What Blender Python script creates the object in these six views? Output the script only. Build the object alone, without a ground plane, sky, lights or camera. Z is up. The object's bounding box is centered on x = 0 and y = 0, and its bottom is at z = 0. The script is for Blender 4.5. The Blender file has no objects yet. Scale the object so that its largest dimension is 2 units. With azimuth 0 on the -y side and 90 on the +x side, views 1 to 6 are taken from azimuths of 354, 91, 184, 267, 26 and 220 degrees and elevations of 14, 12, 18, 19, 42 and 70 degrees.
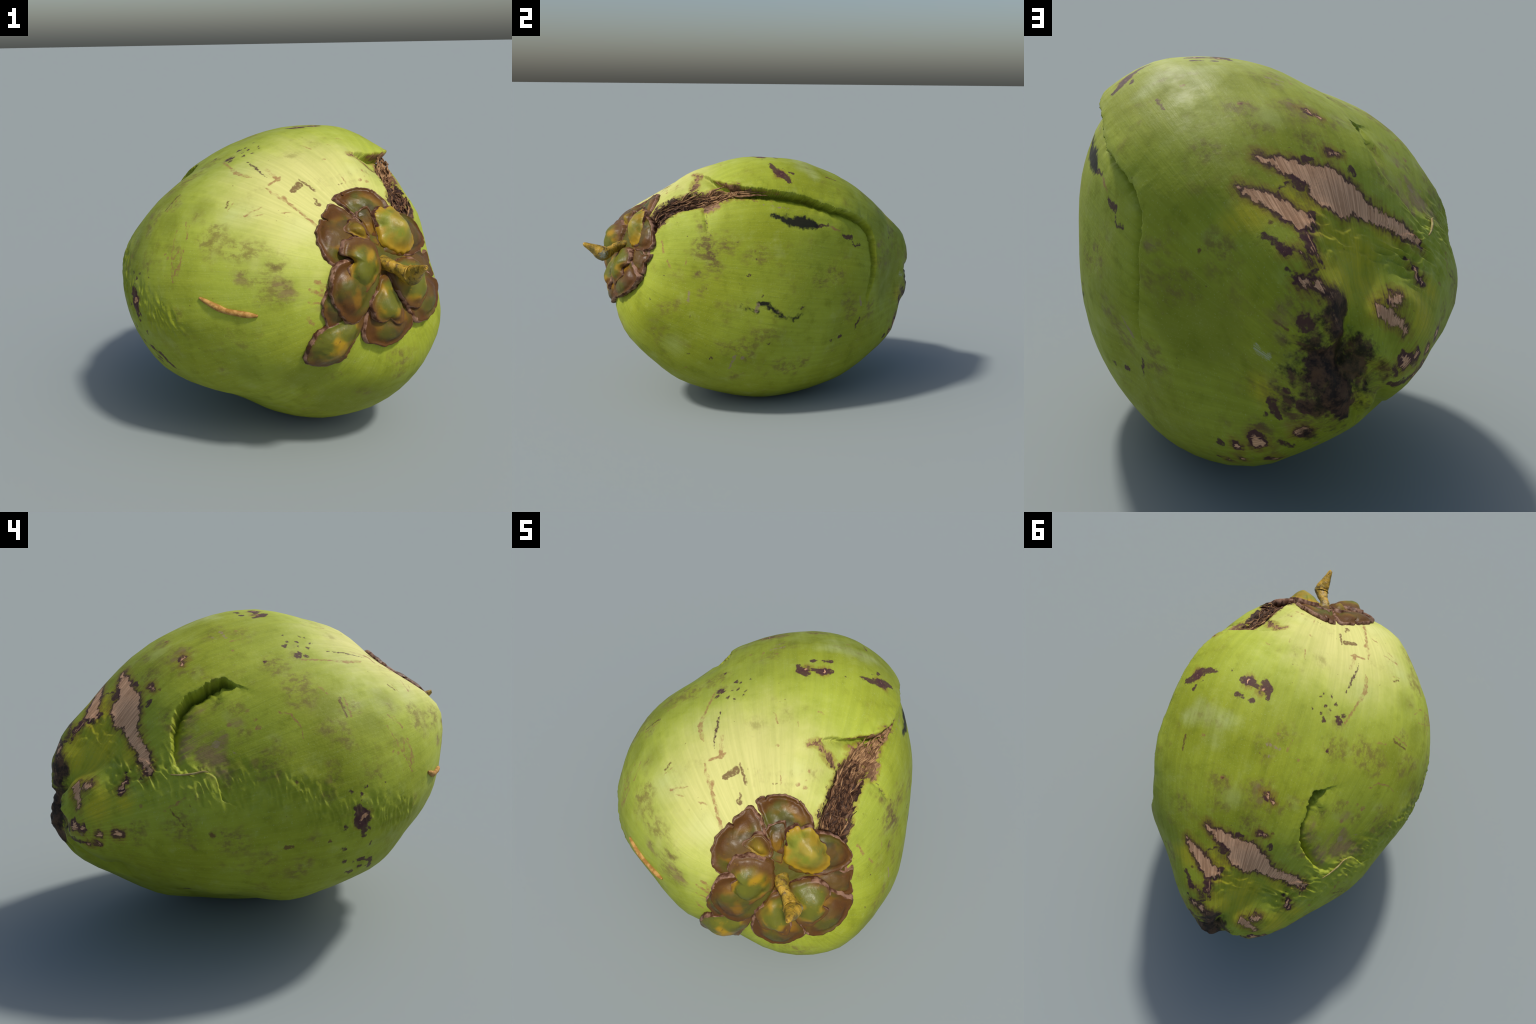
"""A green drinking coconut lying on its side: three-ridged husk with a torn flap, a
fibre gouge and a knife dent, a calyx of leathery sepals with the stalk, and a scarred
blossom end.  Built from meridian profiles, edge curves and procedural materials."""
import bpy, bmesh, math, random
import numpy as np
from mathutils import Vector, noise

random.seed(7)
rng = np.random.default_rng(7)

# ------------------------------------------------------------------ husk profile
# Distance of the skin from CENTRE.  AXIS points to the stalk.  Each belt is one
# latitude (degrees from the stalk) with radii at equal steps around the axis.
def belt(degrees, radii):
    return radii

CENTRE = Vector((0, 0.06, 0.76))
AXIS = Vector((0.42, -0.88, 0.17)).normalized()
POLE_RADII = (0.962, 0.992)   # at the stalk end, at the blossom end
BELTS = [
    belt(13, (0.997, 0.987, 0.972, 0.955, 0.938, 0.927, 0.926, 0.931, 0.942, 0.961, 0.977, 0.996, 1.006, 1.005, 0.990, 0.974, 0.977, 0.990)),
    belt(26, (0.997, 1.007, 0.936, 0.874, 0.865, 0.891, 0.910, 0.917, 0.906, 0.912, 0.960, 1.012, 1.026, 1.011, 0.979, 0.940, 0.961, 0.986)),
    belt(39, (0.949, 0.951, 0.874, 0.820, 0.811, 0.851, 0.823, 0.847, 0.836, 0.818, 0.879, 0.929, 0.973, 0.951, 0.904, 0.868, 0.915, 0.935)),
    belt(51, (0.919, 0.893, 0.824, 0.768, 0.761, 0.807, 0.823, 0.820, 0.780, 0.757, 0.809, 0.873, 0.920, 0.906, 0.852, 0.815, 0.844, 0.879)),
    belt(64, (0.881, 0.842, 0.780, 0.709, 0.729, 0.778, 0.827, 0.793, 0.743, 0.714, 0.756, 0.834, 0.862, 0.860, 0.802, 0.752, 0.813, 0.855)),
    belt(77, (0.841, 0.806, 0.734, 0.670, 0.691, 0.746, 0.808, 0.769, 0.714, 0.692, 0.724, 0.797, 0.836, 0.821, 0.761, 0.707, 0.772, 0.831)),
    belt(90, (0.803, 0.763, 0.701, 0.652, 0.671, 0.734, 0.789, 0.763, 0.688, 0.681, 0.704, 0.771, 0.818, 0.792, 0.725, 0.693, 0.746, 0.794)),
    belt(103, (0.775, 0.742, 0.667, 0.642, 0.674, 0.723, 0.782, 0.768, 0.685, 0.682, 0.701, 0.762, 0.809, 0.772, 0.700, 0.677, 0.738, 0.769)),
    belt(116, (0.761, 0.718, 0.663, 0.660, 0.692, 0.737, 0.786, 0.769, 0.715, 0.700, 0.685, 0.773, 0.816, 0.767, 0.692, 0.661, 0.700, 0.756)),
    belt(129, (0.788, 0.747, 0.685, 0.692, 0.716, 0.753, 0.807, 0.794, 0.754, 0.722, 0.726, 0.801, 0.837, 0.787, 0.711, 0.671, 0.721, 0.747)),
    belt(141, (0.813, 0.791, 0.742, 0.731, 0.740, 0.785, 0.854, 0.823, 0.778, 0.746, 0.773, 0.849, 0.870, 0.819, 0.770, 0.726, 0.745, 0.778)),
    belt(154, (0.858, 0.859, 0.814, 0.786, 0.799, 0.848, 0.926, 0.904, 0.836, 0.801, 0.841, 0.922, 0.915, 0.852, 0.815, 0.798, 0.800, 0.824)),
    belt(167, (0.940, 0.944, 0.930, 0.923, 0.932, 0.949, 0.967, 0.967, 0.953, 0.948, 0.953, 0.959, 0.954, 0.935, 0.911, 0.900, 0.905, 0.920)),
]
CALYX = Vector((0.397, -0.780, 0.980))
CALYX_AXIS = Vector((.36, -.90, .24)).normalized()

CENTRE_N, AXIS_N = np.array(CENTRE), np.array(AXIS)
SIDE = np.cross(AXIS_N, (0, 0, 1)); SIDE /= np.linalg.norm(SIDE)
OVER = np.cross(SIDE, AXIS_N)
N_BELT, N_ROUND = len(BELTS) + 2, len(BELTS[0])


def ring_spline(n, t):
    """weights of n ring knots at parameter t for a periodic interpolating cubic"""
    a, b, eye = np.zeros((n, n)), np.zeros((n, n)), np.eye(n)
    for i in range(n):
        a[i, i] += 4; a[i, (i + 1) % n] += 1; a[i, i - 1] += 1
        b[i, (i + 1) % n] += 6; b[i, i - 1] += 6; b[i, i] -= 12
    m = np.linalg.solve(a, b)
    t = np.mod(t, n); i = np.floor(t).astype(int) % n; f = t - np.floor(t); j = (i + 1) % n
    g = 1 - f
    return g[:, None] * eye[i] + f[:, None] * eye[j] + ((g**3 - g) / 6)[:, None] * m[i] + ((f**3 - f) / 6)[:, None] * m[j]


FULL = np.array([[POLE_RADII[0]] * N_ROUND, *BELTS, [POLE_RADII[1]] * N_ROUND])


def skin_radius(d):
    """radius of the smooth husk in the directions d (n x 3 unit vectors)"""
    theta = np.arccos(np.clip(d @ AXIS_N, -1, 1)); phi = np.arctan2(d @ OVER, d @ SIDE)
    n2 = 2 * (N_BELT - 1)
    wt = ring_spline(n2, theta / np.pi * (N_BELT - 1))
    wp = ring_spline(N_ROUND, phi / math.tau * N_ROUND); wq = ring_spline(N_ROUND, (phi + np.pi) / math.tau * N_ROUND)
    near, far = wp @ FULL.T, wq @ FULL.T
    r = wt[:, 0] * POLE_RADII[0] + wt[:, N_BELT - 1] * POLE_RADII[1]
    for k in range(1, N_BELT - 1):
        r = r + wt[:, k] * near[:, k] + wt[:, n2 - k] * far[:, k]
    return r


def skin(points, lift=0.0):
    d = np.asarray(points, float) - CENTRE_N
    d /= np.linalg.norm(d, axis=-1, keepdims=True)
    return CENTRE_N + d * (skin_radius(d) + lift)[:, None]


def catmull(points, steps=8, closed=False):
    p = np.asarray(points, float); n = len(p); out = []
    for i in range(n if closed else n - 1):
        q = [p[(i + k) % n] if closed else p[min(max(i + k, 0), n - 1)] for k in (-1, 0, 1, 2)]
        for s in range(steps):
            t = s / steps
            out.append(0.5 * (2 * q[1] + (q[2] - q[0]) * t + (2 * q[0] - 5 * q[1] + 4 * q[2] - q[3]) * t * t + (3 * q[1] - q[0] - 3 * q[2] + q[3]) * t**3))
    if not closed:
        out.append(p[-1])
    return np.array(out)


def smooth(a, b, x):
    t = np.clip((x - a) / (b - a), 0, 1)
    return t * t * (3 - 2 * t)


def wobble(p, scale, seed=0.0):
    return np.array([noise.noise(Vector(q) * scale + Vector((seed, seed * 1.7, 3.1))) for q in p])


def along(points, curve):
    """distance, parameter 0..1 and index of the nearest point of a dense curve"""
    best = np.full(len(points), 1e9); at = np.zeros(len(points), int)
    for i, c in enumerate(curve):
        d = ((points - c) ** 2).sum(1); k = d < best
        best[k] = d[k]; at[k] = i
    return np.sqrt(best), at / (len(curve) - 1), at


# ------------------------------------------------------------------ torn edges and hollows
FLAP_EDGE = [(0.36, -0.32, 1.404), (0.446, -0.235, 1.377), (0.525, -0.157, 1.357), (0.553, -0.117, 1.348), (0.567, 0.026, 1.341), (0.532, 0.203, 1.32), (0.499, 0.323, 1.288), (0.46, 0.446, 1.237), (0.378, 0.574, 1.187), (0.315, 0.655, 1.122), (0.294, 0.709, 1.033), (0.306, 0.727, 0.924), (0.311, 0.729, 0.835), (0.326, 0.707, 0.721), (0.32, 0.683, 0.615)]
DENT_EDGE = [(-0.381, 0.119, 1.273), (-0.361, 0.155, 1.285), (-0.347, 0.189, 1.293), (-0.35, 0.23, 1.287), (-0.361, 0.26, 1.276), (-0.382, 0.31, 1.251), (-0.401, 0.361, 1.223), (-0.436, 0.39, 1.179), (-0.477, 0.41, 1.125), (-0.516, 0.418, 1.072), (-0.56, 0.412, 1.016), (-0.606, 0.387, 0.969), (-0.636, 0.352, 0.946)]
TEAR_EDGE = [(-0.647, 0.273, 0.957), (-0.668, 0.232, 0.942), (-0.695, 0.211, 0.908), (-0.724, 0.201, 0.861), (-0.736, 0.156, 0.836), (-0.737, 0.115, 0.832)]
GOUGE = [(0.551, -0.592, 1.125, 0.064), (0.543, -0.544, 1.195, 0.068), (0.535, -0.451, 1.246, 0.066), (0.529, -0.345, 1.267, 0.066), (0.54, -0.263, 1.286, 0.06), (0.555, -0.183, 1.316, 0.048), (0.568, -0.107, 1.335, 0.032), (0.584, -0.091, 1.32, 0.02), (0.581, 0.027, 1.321, 0.013), (0.562, 0.132, 1.313, 0.006)]
FLAP_HEIGHT = (0.05, .8, 1.1, 1.25, 1.3, 1.3, 1.2, 1.1, 1.0, .9, .8, .65, .5, .3, 0)
FLAP_SWELL = (0, .026, .042, .048, .046, .036, .026, .020, .018, .016, .012, .008, .006, .003, 0)
DENT_SWELL = (0, .004, .008, .010, .012, .014, .014, .010, .006, .003, 0)
FLAP_SIDE = 1
DENT_HEIGHT = (0.05, .5, .8, .95, 1, 1, .95, .8, .62, .45, .3, .15, .0)
DENT_SIDE = -1
TIP = np.array((-0.345, 0.979, 0.711))
GROOVES = [
    ([(-0.419, 0.72, 0.947), (-0.401, 0.821, 0.896), (-0.384, 0.897, 0.842), (-0.377, 0.945, 0.779), (-0.353, 0.977, 0.71)], 0.032, 0.050),
    ([(-0.382, 0.909, 0.828), (-0.373, 0.954, 0.764), (-0.346, 0.982, 0.675)], 0.034, 0.030),
    ([(-0.362, 0.977, 0.682), (-0.399, 0.956, 0.598), (-0.389, 0.93, 0.517), (-0.376, 0.926, 0.5)], 0.040, 0.045),
    ([(-0.44, 0.95, 0.64), (-0.465, 0.914, 0.595), (-0.47, 0.836, 0.501), (-0.457, 0.747, 0.431), (-0.493, 0.671, 0.422), (-0.566, 0.622, 0.481)], 0.045, 0.035),
    ([(-0.361, 0.971, 0.726), (-0.295, 0.99, 0.714), (-0.227, 0.988, 0.729), (-0.168, 0.973, 0.738)], 0.026, 0.045),
    ([(-0.378, 0.964, 0.723), (-0.431, 0.941, 0.677), (-0.494, 0.896, 0.639)], 0.026, 0.032),
    ([(0.603, -0.285, 1.229), (0.649, -0.271, 1.183), (0.684, -0.256, 1.124)], 0.010, 0.010),
]
TERMINATOR_TEETH = [
    ([(-0.549, 0.621, 0.887), (-0.615, 0.495, 0.905), (-0.668, 0.364, 0.899), (-0.699, 0.228, 0.9), (-0.712, 0.092, 0.899), (-0.738, -0.042, 0.88), (-0.739, -0.179, 0.84), (-0.714, -0.322, 0.774), (-0.641, -0.495, 0.733), (-0.53, -0.635, 0.706)], 0.14),
    ([(-0.283, 0.761, 1.039), (-0.391, 0.7, 0.987), (-0.505, 0.609, 0.942), (-0.585, 0.556, 0.898)], 0.12),
]
BOSSES = [
    ((-0.534, 0.761, 0.803), 0.024, 0.085),
    ((-0.299, 0.94, 0.874), 0.026, 0.070),
    ((-0.314, 0.977, 0.577), 0.018, 0.070),
    ((-0.449, 0.91, 0.563), 0.018, 0.060),
    ((-0.221, 0.902, 0.991), 0.016, 0.100),
]
CREAM_AT = Vector((0.103, -0.597, 1.271))
GOUGE_DARK = Vector((0.534, -0.571, 1.175))
STALK_SPINE = [(0.392, -0.765, 0.985), (0.418, -0.81, 0.982), (0.452, -0.842, 0.970), (0.485, -0.868, 0.957), (0.503, -0.886, 0.953), (0.512, -0.915, 0.968), (0.522, -0.955, 0.992), (0.531, -0.992, 1.010), (0.532, -0.998, 1.0125)]
STALK_RADII = (0.034, 0.028, 0.024, 0.034, 0.044, 0.036, 0.022, 0.012, 0.005)
STALK_PALE = Vector((0.540, -0.880, 0.950))
STRANDS = [
    ([(-0.633, 0.412, 0.937), (-0.646, 0.364, 0.94), (-0.655, 0.309, 0.949), (-0.656, 0.273, 0.958), (-0.663, 0.249, 0.957)], 0.005),
    ([(-0.446, 0.369, 1.108), (-0.441, 0.331, 1.126), (-0.438, 0.283, 1.142)], 0.003),
    ([(-0.451, 0.34, 1.111), (-0.431, 0.302, 1.145), (-0.425, 0.274, 1.158)], 0.0025),
    ([(-0.583, 0.176, 1.058), (-0.609, 0.145, 1.037), (-0.621, 0.128, 1.027)], 0.003),
    ([(-0.547, 0.376, 0.999), (-0.564, 0.339, 0.989), (-0.58, 0.301, 0.983)], 0.0035),
    ([(-0.604, 0.273, 0.978), (-0.62, 0.246, 0.969), (-0.636, 0.211, 0.959)], 0.004),
]
CORK = [(-0.393, -0.767, 0.857), (-0.341, -0.797, 0.833), (-0.288, -0.821, 0.812), (-0.231, -0.847, 0.804), (-0.193, -0.863, 0.801), (-0.153, -0.881, 0.799)]


def torn_edge(p, n, curve, height, raised_side, up, down, up_reach, down_reach, under, overhang, rag, seed):
    """step in the skin along a curve: the raised side stands up and leans over the other"""
    line = catmull(curve, 14)
    dist, s, at = along(p, line)
    near = dist < 3.2 * max(up_reach, down_reach)
    tang = np.gradient(line, axis=0); tang /= np.linalg.norm(tang, axis=1, keepdims=True)
    across = np.cross(n, tang[at]); across /= np.linalg.norm(across, axis=1, keepdims=True) + 1e-9
    across *= raised_side
    side = ((p - line[at]) * across).sum(1)
    side = np.where(np.abs(side) < 0.35 * dist, np.sign(side) * dist, side)
    side = side + rag * (wobble(line, 17, seed) + 0.6 * wobble(line, 52, seed + 5))[at]
    end = np.interp(s, np.linspace(0, 1, len(height)), height)
    past = smooth(0.0, 0.035, dist - np.abs(side) - 0.02)           # beyond the ends of the curve
    end = end * (1 - past)
    swell = np.interp(s, np.linspace(0, 1, len(up)), up) * (1 - past)
    hi = swell * (np.exp(-np.maximum(side, 0) / up_reach) - 0.22 * np.exp(-(np.maximum(side, 0) / 0.012) ** 1.5))
    lo = -down * np.exp(-np.maximum(-side, 0) / down_reach) - under * np.exp(-(np.maximum(-side, 0) / 0.030) ** 2)   # undercut below the lip
    w = smooth(-0.006, 0.006, side)
    lift = w * hi + (1 - w) * end * lo
    lean = -overhang * np.minimum(end, 1.3) * w * np.exp(-np.maximum(side, 0) / 0.03)
    lift, lean = np.where(near, lift, 0), np.where(near, lean, 0)
    return n * lift[:, None] + across * lean[:, None]


def husk_points(p, n):
    """all relief of the husk added to smooth skin points p with normals n"""
    move = torn_edge(p, n, FLAP_EDGE, FLAP_HEIGHT, FLAP_SIDE, FLAP_SWELL, 0.022, 0.10, 0.080, 0.044, 0.010, 0.011, 1.0)
    move += torn_edge(p, n, DENT_EDGE, DENT_HEIGHT, DENT_SIDE, DENT_SWELL, 0.070, 0.09, 0.085, 0.045, 0.020, 0.014, 2.0)
    move += torn_edge(p, n, TEAR_EDGE, (0, .5, .9, .9, .5, 0), DENT_SIDE, (0.003, 0.003), 0.012, 0.05, 0.05, 0.0, 0.008, 0.008, 3.0)
    # fibre gouge
    chain = np.array(GOUGE); line = catmull(chain, 14)
    dist, s, at = along(p, line[:, :3])
    width = np.maximum(line[at, 3], 0.006)
    nearby = dist < 0.15
    ripple, crag = np.zeros(len(p)), np.zeros(len(p))
    ripple[nearby], crag[nearby] = wobble(p[nearby], 30, 8.0), wobble(p[nearby], 60, 9.0)
    edge = dist + 0.008 * ripple
    bed = 1 - smooth(0.62, 1.02, edge / width)
    depth = bed * np.minimum(0.032, width * 0.55) * (1 + 0.5 * crag)
    rim = 0.006 * np.exp(-((edge / width - 1.15) / 0.22) ** 2) * (width > .02)
    move += n * np.where(dist < 0.15, rim - depth, 0)[:, None]
    # valleys and bosses of the blossom end and the crack in the right flank
    for curve, depth, reach in GROOVES:
        dist, s, at = along(p, catmull(curve, 10))
        fade = np.minimum(1, np.minimum(s, 1 - s) * 5 + .35)
        move += n * (-depth * fade * np.exp(-(dist / reach) ** 2))[:, None]
    for (x, y, z), height, reach in BOSSES:
        d2 = ((p - (x, y, z)) ** 2).sum(1)
        move += n * (height * np.exp(-d2 / reach**2))[:, None]
    # uneven growth of the husk
    move += n * (0.0045 * wobble(p, 3.1, 11.0) + 0.0022 * wobble(p, 9.0, 12.0) + 0.0012 * wobble(p, 24.0, 13.0))[:, None]
    # folds modelled on the left ridge for the jagged teeth of the shadow boundary
    for belt_line, reach in TERMINATOR_TEETH:
        dist, s, at = along(p, catmull(belt_line, 10))
        near = dist < 1.5 * reach
        v = p[near] - CENTRE_N; a = v @ AXIS_N
        stretched = 13.0 * v + 38.0 * a[:, None] * AXIS_N             # folds run across the nut
        fold = np.zeros(len(p))
        fold[near] = 1 - 2.4 * np.abs(wobble(stretched, 1.0, 6.0)) + 0.8 * wobble(p[near], 34, 7.0)
        move += n * (0.0058 * fold * smooth(1.25, 0.2, dist / reach + 0.5 * np.where(near, 1, 0) * ragged(p, near)))[:, None]
    # charred, crumbled tip
    dist = np.linalg.norm(p - TIP, axis=1)
    near = dist < 0.30
    crumble = np.zeros(len(p))
    crumble[near] = (0.016 * wobble(p[near], 22, 4) + 0.009 * wobble(p[near], 55, 6)) * smooth(0.2, 0.07, dist[near])
    crumble[near] += 0.034 * (0.28 - np.abs(wobble(p[near], 8.5, 9))) * smooth(0.30, 0.12, dist[near])     # knobbly lobes round the scar
    move += n * crumble[:, None]
    q = p + move
    low = q[:, 2] < 0.014                                       # flattened where it rests
    q[low, 2] = 0.014 - (0.014 - q[low, 2]) * 0.62
    return q


def ragged(p, near):
    out = np.zeros(len(p))
    out[near] = wobble(p[near], 9, 21.0)
    return out


def skin_normals(p):
    d = p - CENTRE_N; r = np.linalg.norm(d, axis=1, keepdims=True); d = d / r
    a = np.cross(d, (0.31, 0.2, 0.93)); a /= np.linalg.norm(a, axis=1, keepdims=True)
    b = np.cross(d, a); e = 0.01
    x = lambda q: skin(CENTRE_N + q)
    n = np.cross(x(d + e * a) - x(d - e * a), x(d + e * b) - x(d - e * b))
    n /= np.linalg.norm(n, axis=1, keepdims=True)
    return n * np.sign((n * d).sum(1, keepdims=True))


# ------------------------------------------------------------------ marks on the skin
MARKS = []


def mark(kind, *places):
    """a blemish: a chain of (x, y, z, radius) on the skin"""
    MARKS.append((kind, places))


mark('scratch', (0.113, -0.779, 1.156, 0.006), (0.057, -0.713, 1.203, 0.007), (0.003, -0.657, 1.24, 0.008), (-0.049, -0.606, 1.271, 0.007), (-0.077, -0.569, 1.29, 0.005))
mark('scratch', (-0.065, -0.552, 1.301, 0.006), (-0.03, -0.532, 1.316, 0.007), (-0.005, -0.51, 1.329, 0.006))
mark('scratch', (-0.005, -0.636, 1.253, 0.014))
mark('dark', (-0.068, -0.496, 1.33, 0.004), (-0.093, -0.439, 1.349, 0.006), (-0.111, -0.392, 1.36, 0.005), (-0.143, -0.305, 1.372, 0.006))
mark('scratch', (-0.234, -0.185, 1.354, 0.005), (-0.216, -0.296, 1.347, 0.006), (-0.195, -0.398, 1.335, 0.013), (-0.136, -0.473, 1.326, 0.005))
mark('dark', (-0.21, -0.161, 1.369, 0.024))
mark('dark', (-0.205, -0.205, 1.364, 0.012))
mark('dark', (-0.159, -0.106, 1.402, 0.012))
mark('dark', (-0.123, -0.169, 1.41, 0.009))
mark('dark', (-0.071, -0.179, 1.43, 0.008))
mark('dark', (-0.108, -0.232, 1.402, 0.009))
mark('dark', (-0.274, -0.008, 1.35, 0.008))
mark('dark', (-0.156, -0.171, 1.394, 0.007))
mark('dark', (-0.127, -0.122, 1.416, 0.007))
mark('dark', (-0.147, -0.222, 1.388, 0.008))
mark('dark', (-0.073, -0.204, 1.423, 0.007))
mark('dark', (-0.084, -0.113, 1.437, 0.005))
mark('brown', (0.04, -0.597, 1.277, 0.011), (0.074, -0.559, 1.299, 0.017))
mark('brown', (0.079, -0.531, 1.317, 0.004), (0.139, -0.59, 1.273, 0.005))
mark('brown', (0.143, -0.659, 1.226, 0.013))
mark('brown', (0.132, -0.627, 1.248, 0.002), (0.143, -0.65, 1.232, 0.004))
mark('brown', (0.221, -0.558, 1.294, 0.007))
mark('brown', (0.252, -0.561, 1.292, 0.004))
mark('brown', (0.268, -0.555, 1.297, 0.002))
mark('scratch', (-0.181, -0.695, 1.193, 0.006), (-0.151, -0.685, 1.207, 0.006), (-0.109, -0.676, 1.221, 0.004))
mark('scratch', (0.357, -0.527, 1.31, 0.009))
mark('scratch', (0.388, -0.525, 1.301, 0.009))
mark('scratch', (0.378, -0.466, 1.34, 0.006))
mark('scratch', (0.383, -0.505, 1.316, 0.005))
mark('scratch', (0.309, -0.213, 1.459, 0.003), (0.389, -0.208, 1.43, 0.003))
mark('scratch', (0.122, -0.27, 1.445, 0.003), (0.166, -0.331, 1.428, 0.004))
mark('scratch', (0.253, -0.294, 1.445, 0.003), (0.26, -0.322, 1.436, 0.003))
mark('scratch', (0.21, -0.423, 1.391, 0.006))
mark('scratch', (0.276, -0.526, 1.322, 0.002), (0.285, -0.554, 1.297, 0.002))
mark('scratch', (0.426, -0.225, 1.398, 0.008))
mark('wound', (0.367, -0.341, 1.393, 0.009), (0.397, -0.358, 1.365, 0.012), (0.428, -0.352, 1.34, 0.016), (0.444, -0.371, 1.322, 0.006))
mark('wound', (0.338, -0.372, 1.4, 0.003), (0.367, -0.341, 1.393, 0.005))
mark('dark', (0.099, 0.023, 1.491, 0.011), (0.134, -0.009, 1.496, 0.021), (0.166, -0.024, 1.5, 0.018))
mark('dark', (0.165, 0.011, 1.5, 0.007), (0.229, 0.02, 1.504, 0.023), (0.26, 0.041, 1.503, 0.013))
mark('dark', (0.152, 0.08, 1.497, 0.017))
mark('dark', (0.198, 0.093, 1.5, 0.003), (0.232, 0.114, 1.5, 0.017))
mark('scar', (0.147, 0.005, 1.498, 0.008))
mark('scar', (0.227, 0.023, 1.504, 0.008))
mark('dark', (0.386, 0.089, 1.478, 0.009), (0.425, 0.098, 1.459, 0.016), (0.453, 0.119, 1.437, 0.029), (0.473, 0.163, 1.408, 0.024), (0.494, 0.198, 1.371, 0.016))
mark('dark', (0.432, 0.209, 1.423, 0.013))
mark('dark', (0.412, 0.163, 1.451, 0.005))
mark('scar', (0.457, 0.148, 1.426, 0.003), (0.485, 0.13, 1.408, 0.008))
mark('dark', (0.337, 0.033, 1.495, 0.005))
mark('dark', (0.355, 0.042, 1.491, 0.004))
mark('dark', (0.512, 0.196, 1.351, 0.005))
mark('dark', (0.504, 0.146, 1.383, 0.004))
mark('stain', (-0.068, -0.899, 1.037, 0.027))
mark('stain', (-0.097, -0.904, 0.938, 0.025), (-0.037, -0.92, 0.917, 0.028))
mark('stain', (-0.006, -0.926, 0.9, 0.025))
mark('stain', (-0.189, -0.861, 0.985, 0.018))
mark('stain', (-0.281, -0.774, 1.066, 0.023))
mark('stain', (-0.38, -0.578, 1.171, 0.024))
mark('stain', (-0.077, -0.9, 1.023, 0.033))
mark('stain', (-0.117, -0.897, 0.94, 0.048), (-0.052, -0.917, 0.902, 0.066))
mark('stain', (-0.209, -0.854, 0.962, 0.048))
mark('stain', (-0.136, -0.89, 0.878, 0.036))
mark('scratch', (0.088, -0.926, 0.948, 0.01), (0.137, -0.921, 0.925, 0.006))
mark('scratch', (0.068, -0.929, 0.916, 0.01), (0.126, -0.926, 0.887, 0.008))
mark('scratch', (0.057, -0.931, 0.86, 0.005), (0.116, -0.928, 0.858, 0.006))
mark('scratch', (0.053, -0.93, 0.795, 0.008), (0.078, -0.924, 0.762, 0.006))
mark('scratch', (0.107, -0.923, 0.947, 0.005), (0.117, -0.926, 0.902, 0.008))
mark('deep', (-0.052, -0.917, 0.857, 0.034))
mark('deep', (-0.364, -0.545, 1.204, 0.062))
mark('deep', (-0.175, -0.858, 0.706, 0.02))
mark('scratch', (-0.498, -0.623, 0.995, 0.005), (-0.463, -0.624, 1.047, 0.004), (-0.466, -0.663, 0.994, 0.004), (-0.504, -0.658, 0.921, 0.004))
mark('scratch', (-0.433, -0.552, 1.145, 0.003), (-0.431, -0.623, 1.087, 0.003))
mark('stain', (-0.683, -0.255, 0.967, 0.028))
mark('stain', (-0.494, -0.591, 1.04, 0.021))
mark('scratch', (-0.524, -0.593, 0.989, 0.008))
mark('brown', (-0.26, -0.617, 1.214, 0.004), (-0.247, -0.585, 1.238, 0.004))
mark('scratch', (-0.519, -0.374, 1.166, 0.004), (-0.452, -0.348, 1.23, 0.004))
mark('dark', (-0.692, -0.382, 0.801, 0.011), (-0.682, -0.414, 0.77, 0.022), (-0.673, -0.434, 0.731, 0.011))
mark('dark', (-0.658, -0.454, 0.686, 0.008))
mark('dark', (-0.621, -0.422, 0.523, 0.011), (-0.569, -0.49, 0.505, 0.014), (-0.512, -0.494, 0.435, 0.015))
mark('stain', (0.488, -0.806, 0.544, 0.051))
mark('stain', (0.496, -0.762, 0.46, 0.039))
mark('stain', (0.189, -0.789, 0.472, 0.018))
mark('stain', (-0.289, -0.696, 0.495, 0.032))
mark('stain', (0.367, -0.708, 0.349, 0.04))
mark('stain', (-0.259, -0.782, 1.076, 0.055))
mark('stain', (-0.495, -0.682, 0.768, 0.02))
mark('painted_sheen', (-0.243, -0.663, 1.191, 0.016))
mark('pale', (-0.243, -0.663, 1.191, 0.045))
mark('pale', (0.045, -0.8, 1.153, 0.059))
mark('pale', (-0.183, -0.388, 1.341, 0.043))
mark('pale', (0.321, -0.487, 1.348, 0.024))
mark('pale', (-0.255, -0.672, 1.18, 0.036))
mark('painted_sheen', (0.351, 0.337, 1.414, 0.038), (0.288, 0.279, 1.461, 0.05), (0.184, 0.259, 1.478, 0.035))  # whitish highlight on the top, painted into the skin colour
mark('painted_sheen', (0.338, 0.264, 1.451, 0.032))
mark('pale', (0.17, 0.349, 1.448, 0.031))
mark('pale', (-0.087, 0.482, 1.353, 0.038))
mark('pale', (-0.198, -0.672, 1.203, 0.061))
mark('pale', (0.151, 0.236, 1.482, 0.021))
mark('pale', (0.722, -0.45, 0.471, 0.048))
mark('deep', (0.076, -0.779, 0.469, 0.113))
mark('deep', (0.292, -0.658, 0.291, 0.173))
mark('deep', (-0.189, -0.749, 0.494, 0.062))
mark('deep', (0.743, -0.563, 0.623, 0.071))
mark('deep', (0.122, 0.823, 0.768, 0.179))
mark('deep', (-0.508, -0.267, 1.203, 0.065))
mark('deep', (-0.511, -0.474, 1.121, 0.053))
mark('stain', (0.709, -0.269, 1.04, 0.08), (0.72, -0.239, 0.971, 0.065))
mark('stain', (0.724, -0.21, 0.937, 0.044))
mark('stain', (0.73, -0.303, 0.877, 0.038))
mark('stain', (0.736, -0.203, 0.85, 0.029))
mark('stain', (0.661, -0.308, 1.155, 0.032))
mark('stain', (0.634, -0.311, 1.192, 0.021))
mark('stain', (0.709, -0.153, 1.053, 0.058))
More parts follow.
